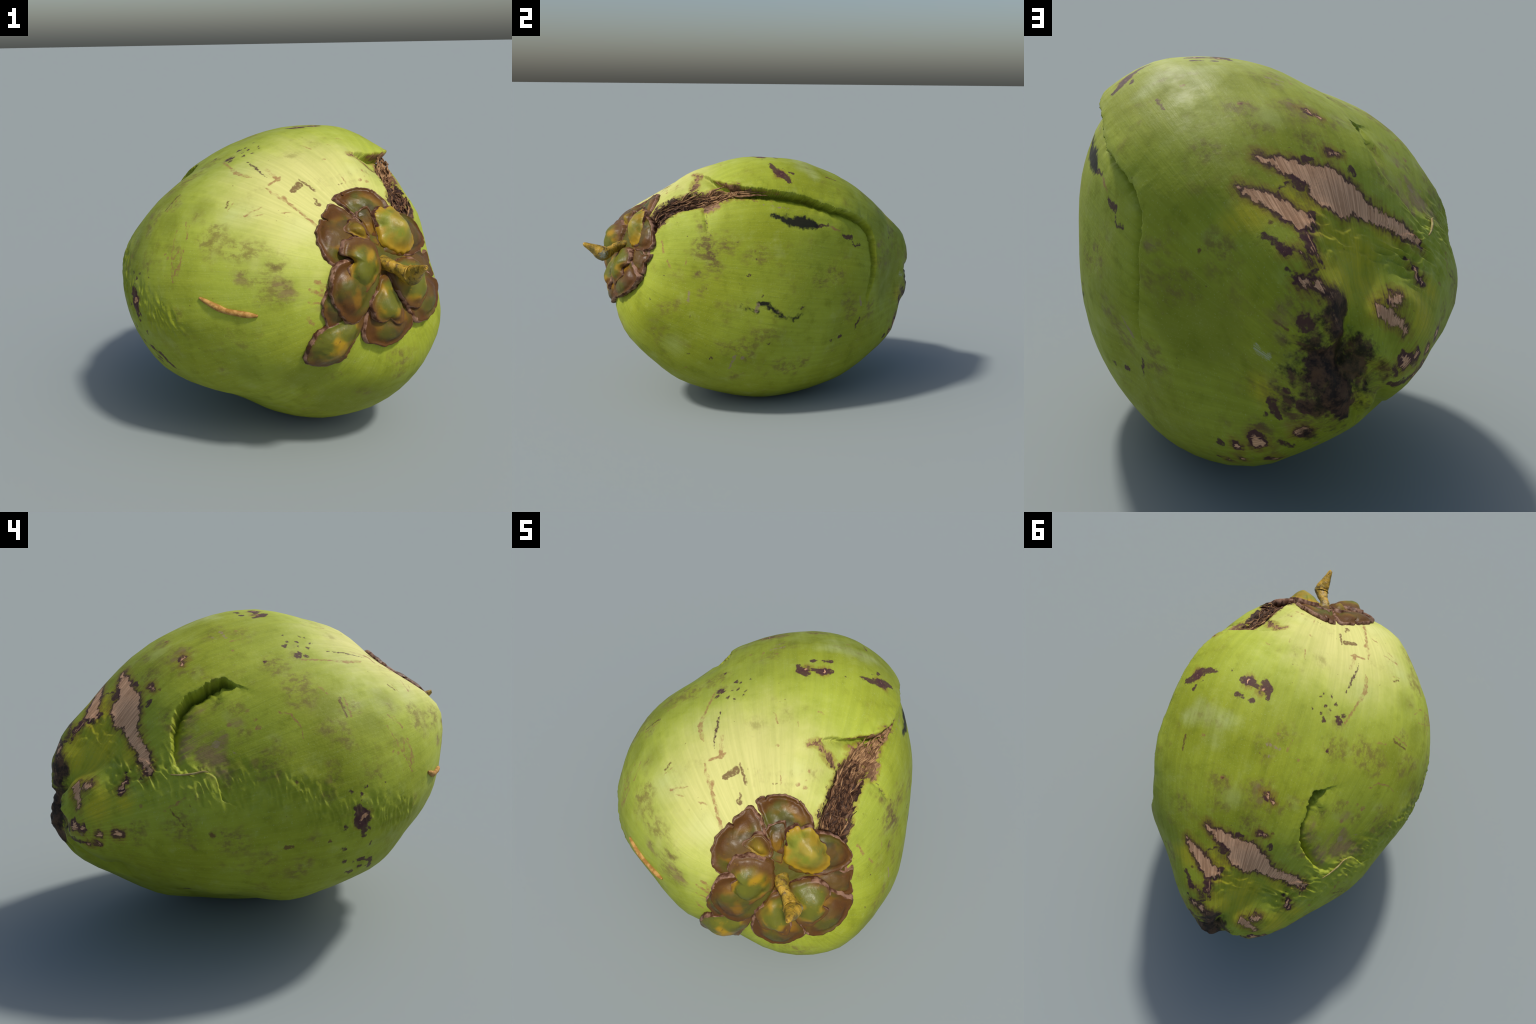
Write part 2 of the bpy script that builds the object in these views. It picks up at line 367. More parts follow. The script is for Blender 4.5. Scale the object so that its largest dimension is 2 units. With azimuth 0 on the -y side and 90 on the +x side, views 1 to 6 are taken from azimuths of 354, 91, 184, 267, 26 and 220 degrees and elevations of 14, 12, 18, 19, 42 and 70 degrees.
mark('dark', (0.621, -0.28, 1.214, 0.002), (0.664, -0.265, 1.162, 0.002), (0.682, -0.254, 1.13, 0.001))
mark('scratch', (0.644, -0.52, 1.057, 0.004), (0.673, -0.508, 0.994, 0.006), (0.692, -0.488, 0.956, 0.005), (0.709, -0.467, 0.916, 0.004))
mark('scratch', (0.71, -0.374, 0.979, 0.003), (0.717, -0.378, 0.939, 0.003))
mark('black', (0.627, 0.105, 1.208, 0.007), (0.619, 0.158, 1.19, 0.011), (0.605, 0.211, 1.176, 0.023), (0.575, 0.288, 1.166, 0.033), (0.548, 0.354, 1.145, 0.022))
mark('dark', (0.549, 0.354, 1.141, 0.013), (0.505, 0.434, 1.138, 0.009))
mark('scratch', (0.506, 0.434, 1.133, 0.008), (0.468, 0.503, 1.094, 0.005))
mark('black', (0.602, 0.187, 1.205, 0.009))
mark('dark', (0.46, 0.52, 1.068, 0.011), (0.428, 0.564, 1.055, 0.018))
mark('dark', (0.418, 0.581, 1.03, 0.005), (0.412, 0.596, 0.997, 0.006), (0.386, 0.625, 1.006, 0.006))
mark('grey', (0.605, 0.057, 1.275, 0.007), (0.594, 0.133, 1.257, 0.009), (0.571, 0.228, 1.237, 0.008))
mark('grey', (0.613, -0.06, 1.284, 0.002), (0.621, -0.03, 1.27, 0.008), (0.618, -0.004, 1.27, 0.005))
mark('black', (0.747, -0.068, 0.71, 0.007), (0.736, -0.01, 0.688, 0.007), (0.73, 0.019, 0.671, 0.011))
mark('black', (0.723, 0.036, 0.718, 0.012), (0.709, 0.1, 0.691, 0.011), (0.698, 0.142, 0.658, 0.011), (0.686, 0.177, 0.631, 0.007), (0.662, 0.234, 0.611, 0.007), (0.647, 0.275, 0.632, 0.004))
mark('grey', (0.725, 0.032, 0.713, 0.011), (0.73, 0.02, 0.674, 0.011))
mark('grey', (0.696, 0.147, 0.665, 0.007))
mark('grey', (0.685, 0.179, 0.633, 0.005))
mark('dark', (0.652, 0.272, 0.679, 0.007), (0.644, 0.289, 0.679, 0.006))
mark('dark', (0.432, 0.512, 0.452, 0.014))
mark('grey', (0.404, 0.633, 0.688, 0.005), (0.367, 0.646, 0.627, 0.01))
mark('dark', (0.332, 0.646, 0.539, 0.008), (0.344, 0.619, 0.496, 0.01), (0.348, 0.607, 0.466, 0.005))
mark('grey', (0.753, -0.357, 0.789, 0.007), (0.765, -0.361, 0.735, 0.008))
mark('stain', (0.761, -0.178, 0.719, 0.023))
mark('grey', (0.731, -0.099, 0.406, 0.009), (0.7, -0.137, 0.322, 0.005))
mark('grey', (0.722, -0.057, 0.394, 0.012))
mark('stain', (0.618, 0.169, 0.303, 0.046), (0.571, 0.29, 0.334, 0.054))
mark('stain', (0.564, 0.242, 0.266, 0.038))
mark('stain', (0.66, -0.085, 0.262, 0.038))
mark('stain', (0.643, 0.15, 0.343, 0.027))
mark('dark', (0.725, -0.041, 0.876, 0.003), (0.72, -0.012, 0.883, 0.006))
mark('dark', (0.732, -0.58, 0.741, 0.004), (0.737, -0.571, 0.731, 0.003))
mark('scratch', (0.599, -0.47, 0.265, 0.002), (0.672, -0.386, 0.318, 0.002))
mark('stain', (0.725, -0.42, 0.881, 0.02))
mark('stain', (0.752, -0.266, 0.787, 0.026))
mark('dark', (0.727, -0.24, 0.39, 0.006))
mark('dark', (0.721, -0.361, 0.416, 0.006))
mark('dark', (0.695, -0.235, 1.1, 0.006))
mark('dark', (0.681, -0.377, 1.095, 0.004))
mark('dark', (0.704, -0.089, 1.071, 0.004))
mark('dark', (0.73, -0.064, 0.845, 0.004))
mark('dark', (0.717, 0.053, 0.759, 0.004))
mark('dark', (0.771, -0.349, 0.656, 0.006))
mark('dark', (0.709, 0.016, 0.97, 0.004))
mark('dark', (0.714, -0.498, 0.877, 0.004))
mark('dark', (0.72, -0.556, 0.528, 0.004))
mark('dark', (0.7, 0.096, 0.474, 0.004))
mark('dark', (0.676, 0.185, 0.908, 0.004))
mark('stain', (0.217, 0.775, 0.991, 0.032))
mark('stain', (0.253, 0.769, 0.875, 0.022))
mark('dark', (-0.115, 0.925, 0.506, 0.012))
mark('dark', (0.045, 0.831, 0.342, 0.015))
mark('dark', (0.062, 0.754, 0.24, 0.01))
mark('wound', (0.599, -0.261, 1.241, 0.026), (0.603, -0.219, 1.254, 0.016))
mark('wound', (0.481, -0.23, 1.351, 0.017), (0.526, -0.166, 1.351, 0.01))
mark('wound', (0.584, -0.032, 1.324, 0.014), (0.562, 0.132, 1.313, 0.006))
mark('scar', (-0.063, 0.661, 1.252, 0.009), (-0.116, 0.658, 1.234, 0.019), (-0.179, 0.646, 1.21, 0.03), (-0.241, 0.628, 1.184, 0.041), (-0.296, 0.61, 1.158, 0.06), (-0.342, 0.607, 1.12, 0.055), (-0.39, 0.601, 1.08, 0.036), (-0.447, 0.575, 1.043, 0.028), (-0.506, 0.542, 1.004, 0.026), (-0.557, 0.515, 0.962, 0.02), (-0.59, 0.507, 0.928, 0.007))
mark('dark', (-0.19, 0.677, 1.18, 0.029))
mark('dark', (-0.133, 0.75, 1.16, 0.001), (-0.155, 0.7, 1.185, 0.009))
mark('stain', (-0.2, 0.698, 1.158, 0.05))
mark('dark', (-0.266, 0.674, 1.126, 0.025), (-0.321, 0.662, 1.087, 0.025))
mark('dark', (-0.203, 0.592, 1.236, 0.014), (-0.23, 0.58, 1.229, 0.009))
mark('dark', (-0.36, 0.523, 1.178, 0.016))
mark('dark', (-0.597, 0.487, 0.932, 0.007), (-0.591, 0.535, 0.906, 0.007))
mark('scar', (-0.02, 0.759, 1.182, 0.005), (-0.073, 0.769, 1.166, 0.016), (-0.126, 0.78, 1.14, 0.026), (-0.175, 0.791, 1.108, 0.034), (-0.205, 0.792, 1.087, 0.036), (-0.235, 0.775, 1.074, 0.018))
mark('dark', (-0.002, 0.755, 1.187, 0.005), (-0.029, 0.762, 1.179, 0.007))
mark('dark', (-0.234, 0.753, 1.091, 0.02), (-0.241, 0.793, 1.057, 0.017), (-0.207, 0.822, 1.064, 0.021))
mark('dark', (-0.217, 0.845, 1.04, 0.021), (-0.235, 0.864, 1.011, 0.023))
mark('dark', (-0.16, 0.826, 1.091, 0.013))
mark('brown', (-0.068, 0.8, 1.14, 0.005), (-0.085, 0.805, 1.132, 0.005))
mark('brown', (-0.121, 0.841, 1.092, 0.008))
mark('dark', (-0.109, 0.879, 1.056, 0.011), (-0.144, 0.895, 1.036, 0.015), (-0.17, 0.908, 1.014, 0.017), (-0.212, 0.9, 0.999, 0.015))
mark('scar', (-0.17, 0.905, 1.017, 0.005), (-0.237, 0.891, 0.988, 0.011), (-0.258, 0.883, 0.976, 0.006))
mark('dark', (-0.258, 0.878, 0.98, 0.015), (-0.28, 0.89, 0.949, 0.013))
mark('dark', (-0.185, 0.935, 0.975, 0.012), (-0.215, 0.946, 0.945, 0.017))
mark('scar', (-0.23, 0.944, 0.937, 0.015), (-0.261, 0.938, 0.918, 0.023), (-0.298, 0.928, 0.891, 0.023), (-0.332, 0.916, 0.87, 0.01))
mark('black', (-0.287, 0.948, 0.876, 0.013), (-0.346, 0.924, 0.846, 0.027), (-0.35, 0.938, 0.821, 0.023))
mark('scar', (-0.31, 0.956, 0.836, 0.011), (-0.33, 0.96, 0.802, 0.008))
mark('black', (-0.373, 0.952, 0.768, 0.031), (-0.353, 0.974, 0.727, 0.035))
mark('black', (-0.303, 0.989, 0.704, 0.05), (-0.354, 0.98, 0.683, 0.047))
mark('dark', (-0.335, 0.979, 0.607, 0.053), (-0.349, 0.948, 0.525, 0.027))
mark('dark', (-0.253, 0.99, 0.712, 0.031))
mark('scar', (-0.286, 0.99, 0.727, 0.005), (-0.332, 0.98, 0.733, 0.008), (-0.352, 0.969, 0.747, 0.006))
mark('grey', (-0.366, 0.969, 0.725, 0.01))
mark('dark', (-0.234, 0.983, 0.835, 0.031))
mark('dark', (-0.262, 0.988, 0.656, 0.032))
mark('dark', (-0.237, 0.974, 0.563, 0.027))
mark('dark', (-0.414, 0.954, 0.674, 0.019))
mark('dark', (-0.176, 0.964, 0.603, 0.015))
mark('scar', (-0.206, 0.936, 0.448, 0.011), (-0.232, 0.94, 0.461, 0.011))
mark('dark', (-0.219, 0.933, 0.442, 0.024))
mark('dark', (-0.082, 0.906, 0.395, 0.034))
mark('scar', (-0.082, 0.905, 0.391, 0.019))
mark('dark', (-0.015, 0.87, 0.355, 0.018))
mark('scar', (-0.015, 0.87, 0.355, 0.008))
mark('dark', (0.035, 0.769, 0.241, 0.012))
mark('scar', (0.035, 0.769, 0.241, 0.007))
mark('scar', (-0.018, 0.827, 0.279, 0.007))
mark('dark', (-0.146, 0.917, 0.394, 0.007), (-0.191, 0.905, 0.379, 0.009))
mark('dark', (-0.115, 0.866, 0.309, 0.018))
mark('scar', (-0.133, 0.861, 0.306, 0.01))
mark('grey', (-0.067, 0.858, 0.3, 0.006))
mark('grey', (-0.266, 0.88, 0.383, 0.011))
mark('scar', (-0.496, 0.782, 0.829, 0.024))
mark('scar', (-0.463, 0.843, 0.814, 0.021), (-0.491, 0.834, 0.787, 0.022), (-0.514, 0.826, 0.763, 0.016))
mark('dark', (-0.505, 0.829, 0.773, 0.015))
mark('dark', (-0.482, 0.8, 0.83, 0.01))
mark('dark', (-0.511, 0.747, 0.84, 0.009))
mark('dark', (-0.556, 0.595, 0.9, 0.016), (-0.573, 0.62, 0.864, 0.021), (-0.594, 0.632, 0.834, 0.016))
mark('scar', (-0.562, 0.608, 0.885, 0.008), (-0.577, 0.625, 0.856, 0.017))
mark('dark', (-0.573, 0.807, 0.666, 0.025))
mark('scar', (-0.568, 0.814, 0.663, 0.012))
mark('dark', (-0.54, 0.831, 0.585, 0.011), (-0.478, 0.903, 0.594, 0.011))
mark('scar', (-0.441, 0.936, 0.647, 0.013), (-0.467, 0.917, 0.648, 0.008))
mark('dark', (-0.5, 0.887, 0.664, 0.009), (-0.508, 0.882, 0.624, 0.009))
mark('brown', (-0.265, 0.989, 0.764, 0.007))
mark('grey', (-0.265, 0.989, 0.764, 0.005))
mark('brown', (-0.238, 0.972, 0.875, 0.008))
mark('dark', (-0.13, 0.937, 0.558, 0.013), (-0.157, 0.941, 0.503, 0.013))
mark('white', (-0.078, 0.929, 0.738, 0.009), (-0.091, 0.933, 0.717, 0.014), (-0.132, 0.954, 0.71, 0.01))
mark('yellow', (-0.296, 0.864, 0.954, 0.06), (-0.357, 0.868, 0.894, 0.034))
mark('yellow', (-0.578, 0.733, 0.773, 0.068))
mark('yellow', (-0.454, 0.838, 0.83, 0.052))
mark('yellow', (-0.069, 0.818, 1.122, 0.06))
mark('yellow', (-0.21, 0.718, 1.136, 0.071))
mark('yellow', (-0.373, 0.735, 0.978, 0.08))
mark('yellow', (-0.103, 0.924, 0.59, 0.035))
mark('yellow', (-0.383, 0.954, 0.568, 0.043))
mark('stain', (0.244, 0.76, 0.989, 0.045))
mark('stain', (0.267, 0.76, 0.879, 0.034))
mark('stain', (0.389, 0.529, 1.243, 0.021))
mark('stain', (-0.159, 0.977, 0.839, 0.042))
mark('brown', (-0.142, 0.972, 0.828, 0.003), (-0.185, 0.983, 0.811, 0.005))
mark('stain', (0.126, 0.729, 1.186, 0.024))
mark('brown', (0.098, 0.829, 0.993, 0.008))
mark('stain', (-0.2, 0.373, 1.351, 0.055))
mark('scar', (-0.192, 0.364, 1.357, 0.004), (-0.22, 0.363, 1.345, 0.007), (-0.239, 0.366, 1.334, 0.004))
mark('dark', (-0.199, 0.386, 1.347, 0.01))
mark('stain', (-0.298, 0.347, 1.304, 0.037))
mark('scar', (-0.288, 0.513, 1.239, 0.007), (-0.316, 0.499, 1.229, 0.006))
mark('dark', (-0.297, 0.509, 1.235, 0.009))
mark('brown', (0.301, 0.418, 1.394, 0.007), (0.264, 0.481, 1.37, 0.003))
mark('scratch', (0.015, 0.452, 1.39, 0.003), (-0.013, 0.446, 1.387, 0.003))
mark('dark', (0.49, 0.458, 0.438, 0.007))
mark('stain', (-0.154, 0.385, 1.367, 0.05))
mark('stain', (-0.179, 0.31, 1.377, 0.027))
mark('stain', (-0.209, 0.428, 1.328, 0.025))
mark('dark', (-0.205, 0.385, 1.345, 0.011))
mark('dark', (-0.233, 0.363, 1.338, 0.007))
mark('stain', (-0.288, 0.366, 1.306, 0.027))
mark('stain', (-0.313, 0.293, 1.306, 0.029))
mark('grey', (-0.047, 0.195, 1.448, 0.006), (-0.108, 0.165, 1.428, 0.006))
mark('grey', (-0.093, 0.231, 1.426, 0.007))
mark('scratch', (-0.049, 0.119, 1.453, 0.006))
mark('scratch', (-0.135, 0.146, 1.418, 0.004), (-0.114, 0.085, 1.43, 0.002))
mark('scratch', (-0.203, 0.137, 1.387, 0.007))
mark('brown', (-0.27, -0.01, 1.352, 0.008))
mark('brown', (0.009, 0.455, 1.388, 0.005))
mark('brown', (-0.333, 0.467, 1.235, 0.006))
mark('brown', (-0.457, -0.329, 1.23, 0.005), (-0.532, -0.355, 1.161, 0.003))
mark('brown', (-0.459, -0.32, 1.231, 0.003), (-0.503, -0.339, 1.192, 0.002))
mark('stain', (-0.475, -0.167, 1.238, 0.07))
mark('stain', (-0.355, -0.21, 1.301, 0.022))
mark('scratch', (-0.412, -0.243, 1.27, 0.005), (-0.449, -0.273, 1.246, 0.004))
mark('scratch', (-0.529, -0.051, 1.186, 0.002), (-0.545, -0.11, 1.18, 0.004), (-0.585, -0.145, 1.139, 0.004), (-0.625, -0.158, 1.089, 0.002))
mark('stain', (-0.68, -0.282, 0.963, 0.048))
mark('stain', (-0.617, -0.37, 1.047, 0.03))
mark('stain', (-0.715, -0.258, 0.874, 0.032))
mark('brown', (-0.721, -0.124, 0.93, 0.008))
mark('stain', (-0.576, -0.28, 1.136, 0.058))
mark('stain', (-0.624, -0.304, 1.064, 0.034))
mark('scratch', (-0.477, -0.542, 1.106, 0.003), (-0.501, -0.595, 1.024, 0.003), (-0.507, -0.643, 0.945, 0.004), (-0.502, -0.666, 0.902, 0.004))
mark('scratch', (-0.421, -0.58, 1.134, 0.003), (-0.429, -0.61, 1.102, 0.003), (-0.459, -0.658, 1.01, 0.003), (-0.484, -0.673, 0.937, 0.003))
mark('scratch', (0.013, -0.717, 1.205, 0.004), (-0.144, -0.71, 1.194, 0.003))
mark('scratch', (-0.226, -0.603, 1.235, 0.002), (-0.253, -0.635, 1.206, 0.002))
mark('scratch', (-0.535, -0.566, 1.005, 0.006))
mark('dark', (-0.688, -0.36, 0.879, 0.009))
mark('dark', (-0.674, -0.412, 0.857, 0.01))
mark('dark', (-0.658, -0.437, 0.885, 0.007))
mark('dark', (-0.677, -0.416, 0.828, 0.006))
mark('dark', (-0.613, -0.52, 0.893, 0.006))
mark('dark', (-0.709, -0.339, 0.72, 0.009))
mark('dark', (-0.677, -0.425, 0.783, 0.01))
mark('dark', (-0.689, -0.395, 0.793, 0.025), (-0.681, -0.417, 0.745, 0.044), (-0.675, -0.425, 0.707, 0.023), (-0.666, -0.429, 0.657, 0.011))
mark('scar', (-0.686, -0.403, 0.732, 0.007), (-0.674, -0.432, 0.757, 0.007))
mark('dark', (-0.655, -0.351, 0.528, 0.014))
mark('dark', (-0.587, -0.384, 0.441, 0.017))
mark('dark', (-0.607, -0.446, 0.52, 0.018))
mark('dark', (-0.582, -0.428, 0.466, 0.013))
mark('dark', (-0.689, -0.341, 0.607, 0.009))
mark('dark', (-0.639, -0.46, 0.614, 0.01))
mark('dark', (-0.546, -0.469, 0.453, 0.007))
mark('dark', (-0.627, -0.395, 0.509, 0.008))
mark('stain', (-0.616, 0.236, 1.006, 0.08))
mark('grey', (-0.579, 0.218, 1.057, 0.018))
mark('stain', (-0.467, 0.329, 1.164, 0.053))
mark('stain', (-0.519, 0.348, 1.092, 0.047))
mark('scratch', (-0.535, 0.046, 1.154, 0.009))
mark('scratch', (-0.568, 0.033, 1.125, 0.014))
mark('scratch', (-0.496, 0.079, 1.181, 0.008))
mark('scratch', (-0.532, 0.157, 1.129, 0.011))
mark('stain', (-0.57, 0.089, 1.107, 0.046))
mark('stain', (-0.462, 0.217, 1.192, 0.035))
mark('grey', (-0.617, 0.145, 1.035, 0.005), (-0.628, 0.127, 1.027, 0.003))
mark('stain', (-0.672, 0.182, 0.948, 0.057))
mark('scratch', (-0.702, 0.442, 0.796, 0.005), (-0.703, 0.346, 0.854, 0.005))
mark('brown', (-0.709, 0.41, 0.803, 0.003), (-0.745, 0.346, 0.739, 0.003))
mark('dark', (-0.526, 0.862, 0.671, 0.024), (-0.561, 0.824, 0.655, 0.012))
mark('scar', (-0.532, 0.856, 0.663, 0.014))
mark('grey', (-0.565, 0.818, 0.633, 0.007))
mark('scar', (-0.619, 0.727, 0.653, 0.011))
mark('scar', (-0.652, 0.648, 0.665, 0.015))
mark('dark', (-0.513, 0.868, 0.592, 0.008), (-0.562, 0.804, 0.592, 0.01), (-0.604, 0.722, 0.593, 0.008))
mark('scar', (-0.57, 0.788, 0.591, 0.006), (-0.603, 0.732, 0.6, 0.006))
mark('brown', (-0.766, 0.229, 0.708, 0.011), (-0.765, 0.242, 0.722, 0.007))
mark('dark', (-0.412, 0.396, 0.272, 0.009), (-0.502, 0.342, 0.32, 0.011))
mark('grey', (-0.307, 0.386, 0.19, 0.006))
mark('scratch', (-0.662, 0.54, 0.805, 0.007))
mark('brown', (-0.719, -0.277, 0.657, 0.008))
mark('brown', (-0.748, -0.083, 0.64, 0.01), (-0.746, -0.111, 0.644, 0.007))
mark('stain', (-0.751, 0.32, 0.663, 0.034))
mark('stain', (-0.744, -0.019, 0.59, 0.046))
mark('stain', (-0.736, -0.212, 0.675, 0.035))
mark('stain', (-0.64, 0.019, 0.392, 0.036))
mark('stain', (-0.297, -0.045, 1.337, 0.061))
mark('stain', (-0.213, -0.149, 1.369, 0.043))
mark('char', (-0.345, 0.981, 0.693, 0.101))
mark('char', (-0.314, 0.979, 0.588, 0.085))
mark('char', (-0.342, 0.931, 0.84, 0.038))
mark('char', (-0.253, 0.988, 0.665, 0.051))
mark('char', (-0.406, 0.958, 0.628, 0.051))
mark('char', (-0.341, 0.946, 0.513, 0.044))
mark('char', (-0.277, 0.983, 0.792, 0.042))
mark('char', (-0.245, 0.935, 0.454, 0.04))
mark('char', (-0.175, 0.956, 0.551, 0.03))
mark('char', (-0.421, 0.939, 0.723, 0.026))
mark('scuff', (-0.616, 0.236, 1.006, 0.055))
mark('scuff', (-0.586, 0.199, 1.054, 0.026))
mark('scuff', (-0.474, 0.329, 1.157, 0.033))
mark('scuff', (-0.566, 0.347, 1.029, 0.042))
mark('scuff', (-0.661, 0.182, 0.963, 0.036))
mark('scuff', (-0.452, 0.292, 1.189, 0.023))
mark('stain', (-0.263, 0.974, 0.554, 0.097))
mark('stain', (-0.202, 0.975, 0.629, 0.064))
mark('stain', (-0.459, 0.923, 0.632, 0.065))
mark('stain', (-0.1, 0.908, 0.381, 0.056))
mark('stain', (-0.217, 0.976, 0.876, 0.062))
mark('stain', (-0.333, -0.706, 1.102, 0.075))
mark('stain', (-0.482, -0.384, 1.196, 0.047))
mark('stain', (-0.707, 0.309, 0.865, 0.045))
mark('stain', (-0.64, -0.073, 1.07, 0.034))
mark('scar', (-0.225, 0.834, 1.041, 0.008), (-0.236, 0.868, 1.008, 0.01), (-0.249, 0.881, 0.985, 0.01))
mark('dark', (-0.259, 0.903, 0.957, 0.015), (-0.239, 0.935, 0.941, 0.012))
mark('scar', (-0.02, 0.763, 1.179, 0.008), (-0.091, 0.776, 1.156, 0.021), (-0.153, 0.79, 1.121, 0.031), (-0.205, 0.792, 1.087, 0.039))
mark('scar', (-0.27, 0.654, 1.14, 0.054), (-0.334, 0.636, 1.099, 0.049))
mark('stain', (-0.182, 0.701, 1.167, 0.044))
mark('stain', (-0.159, 0.745, 1.15, 0.044))
mark('dark', (-0.539, 0.603, 0.912, 0.009), (-0.535, 0.589, 0.927, 0.005))
mark('dark', (-0.308, 0.94, 0.865, 0.021), (-0.342, 0.943, 0.822, 0.027))
mark('stain', (0.712, -0.025, 0.985, 0.029), (0.702, 0.045, 0.995, 0.065))
mark('stain', (0.602, 0.365, 0.821, 0.03), (0.513, 0.489, 0.852, 0.053))
mark('stain', (0.724, 0.037, 0.517, 0.052), (0.684, 0.166, 0.544, 0.022))
mark('stain', (0.757, -0.513, 0.676, 0.044), (0.768, -0.37, 0.718, 0.017))
mark('stain', (0.476, 0.556, 0.693, 0.046), (0.41, 0.588, 0.599, 0.063))
mark('stain', (0.752, -0.186, 0.473, 0.037), (0.728, -0.022, 0.443, 0.059))
mark('stain', (-0.677, 0.001, 1.006, 0.068))
mark('stain', (-0.234, 0.511, 1.274, 0.061))
mark('stain', (-0.471, 0.133, 1.194, 0.047))
mark('stain', (-0.74, 0.365, 0.742, 0.068))
mark('stain', (-0.764, 0.138, 0.691, 0.068))
mark('stain', (-0.699, -0.146, 0.505, 0.071))
mark('stain', (-0.686, 0.552, 0.681, 0.058))
mark('stain', (-0.631, -0.467, 0.929, 0.046))
mark('stain', (0.099, 0.665, 1.263, 0.056))
mark('stain', (-0.052, 0.552, 1.328, 0.046))
mark('stain', (0.175, 0.809, 0.876, 0.067))
mark('stain', (0.275, 0.703, 0.559, 0.072))
mark('stain', (0.04, 0.853, 1.005, 0.064))
mark('stain', (-0.479, 0.406, 1.125, 0.049))
mark('scuff', (0.244, 0.76, 0.989, 0.023))
mark('scuff', (-0.151, 0.974, 0.847, 0.025))
mark('scuff', (-0.201, 0.938, 0.454, 0.035))
mark('scuff', (-0.449, 0.929, 0.649, 0.021))
mark('stain', (-0.206, 0.372, 1.348, 0.063))
mark('stain', (-0.059, 0.21, 1.442, 0.062))
mark('stain', (-0.417, -0.149, 1.274, 0.081))
mark('stain', (-0.596, -0.323, 1.099, 0.068))
mark('stain', (0.006, 0.473, 1.38, 0.062))
mark('stain', (-0.087, 0.092, 1.44, 0.047))
mark('rust', (0.704, -0.269, 1.062, 0.042), (0.719, -0.239, 0.983, 0.04), (0.726, -0.204, 0.914, 0.021))
mark('rust', (0.709, -0.164, 1.053, 0.026))
mark('rust', (0.73, -0.303, 0.877, 0.021))
mark('rust', (0.662, -0.302, 1.155, 0.016), (0.693, -0.27, 1.096, 0.019))
mark('yellow', (-0.409, 0.796, 0.906, 0.053))
mark('yellow', (-0.622, 0.617, 0.81, 0.038))
mark('yellow', (-0.011, 0.835, 1.09, 0.034))
mark('yellow', (-0.275, 0.769, 1.042, 0.044))
mark('yellow', (-0.476, 0.581, 1.002, 0.056))
mark('scuff', (-0.534, 0.329, 1.077, 0.046))
mark('scuff', (-0.534, 0.273, 1.096, 0.032))
mark('scuff', (-0.531, 0.143, 1.134, 0.028))
mark('rust', (-0.621, 0.209, 1.008, 0.031))
mark('rust', (-0.626, 0.245, 0.99, 0.022))
mark('stain', (-0.129, -0.85, 1.087, 0.036), (-0.204, -0.819, 1.073, 0.049))
mark('scuff', (-0.079, -0.909, 0.941, 0.029), (-0.014, -0.925, 0.893, 0.025))
mark('scuff', (-0.228, -0.846, 0.95, 0.025))
mark('rust', (-0.073, -0.903, 1.019, 0.015))
mark('rust', (-0.042, -0.919, 0.933, 0.021))
mark('scratch', (-0.059, -0.439, 1.355, 0.008), (-0.017, -0.527, 1.319, 0.01))
mark('scratch', (0.221, 0.369, 1.437, 0.01))
mark('scratch', (0.014, 0.457, 1.388, 0.008))
mark('scuff', (-0.172, 0.381, 1.361, 0.025))
mark('rust', (-0.166, 0.368, 1.367, 0.016))
mark('char', (-0.396, 0.96, 0.704, 0.038))
mark('char', (-0.42, 0.95, 0.62, 0.047))
mark('char', (-0.383, 0.949, 0.556, 0.043))
mark('char', (-0.449, 0.929, 0.644, 0.03))
mark('char', (-0.284, 0.968, 0.84, 0.029), (-0.335, 0.964, 0.786, 0.038))
mark('rust', (-0.14, 0.944, 0.582, 0.035), (-0.202, 0.958, 0.524, 0.035))
mark('rust', (-0.46, 0.92, 0.602, 0.035))
mark('rust', (-0.176, 0.979, 0.769, 0.034))
mark('rust', (-0.083, 0.909, 0.422, 0.045))
mark('wound', *GOUGE)


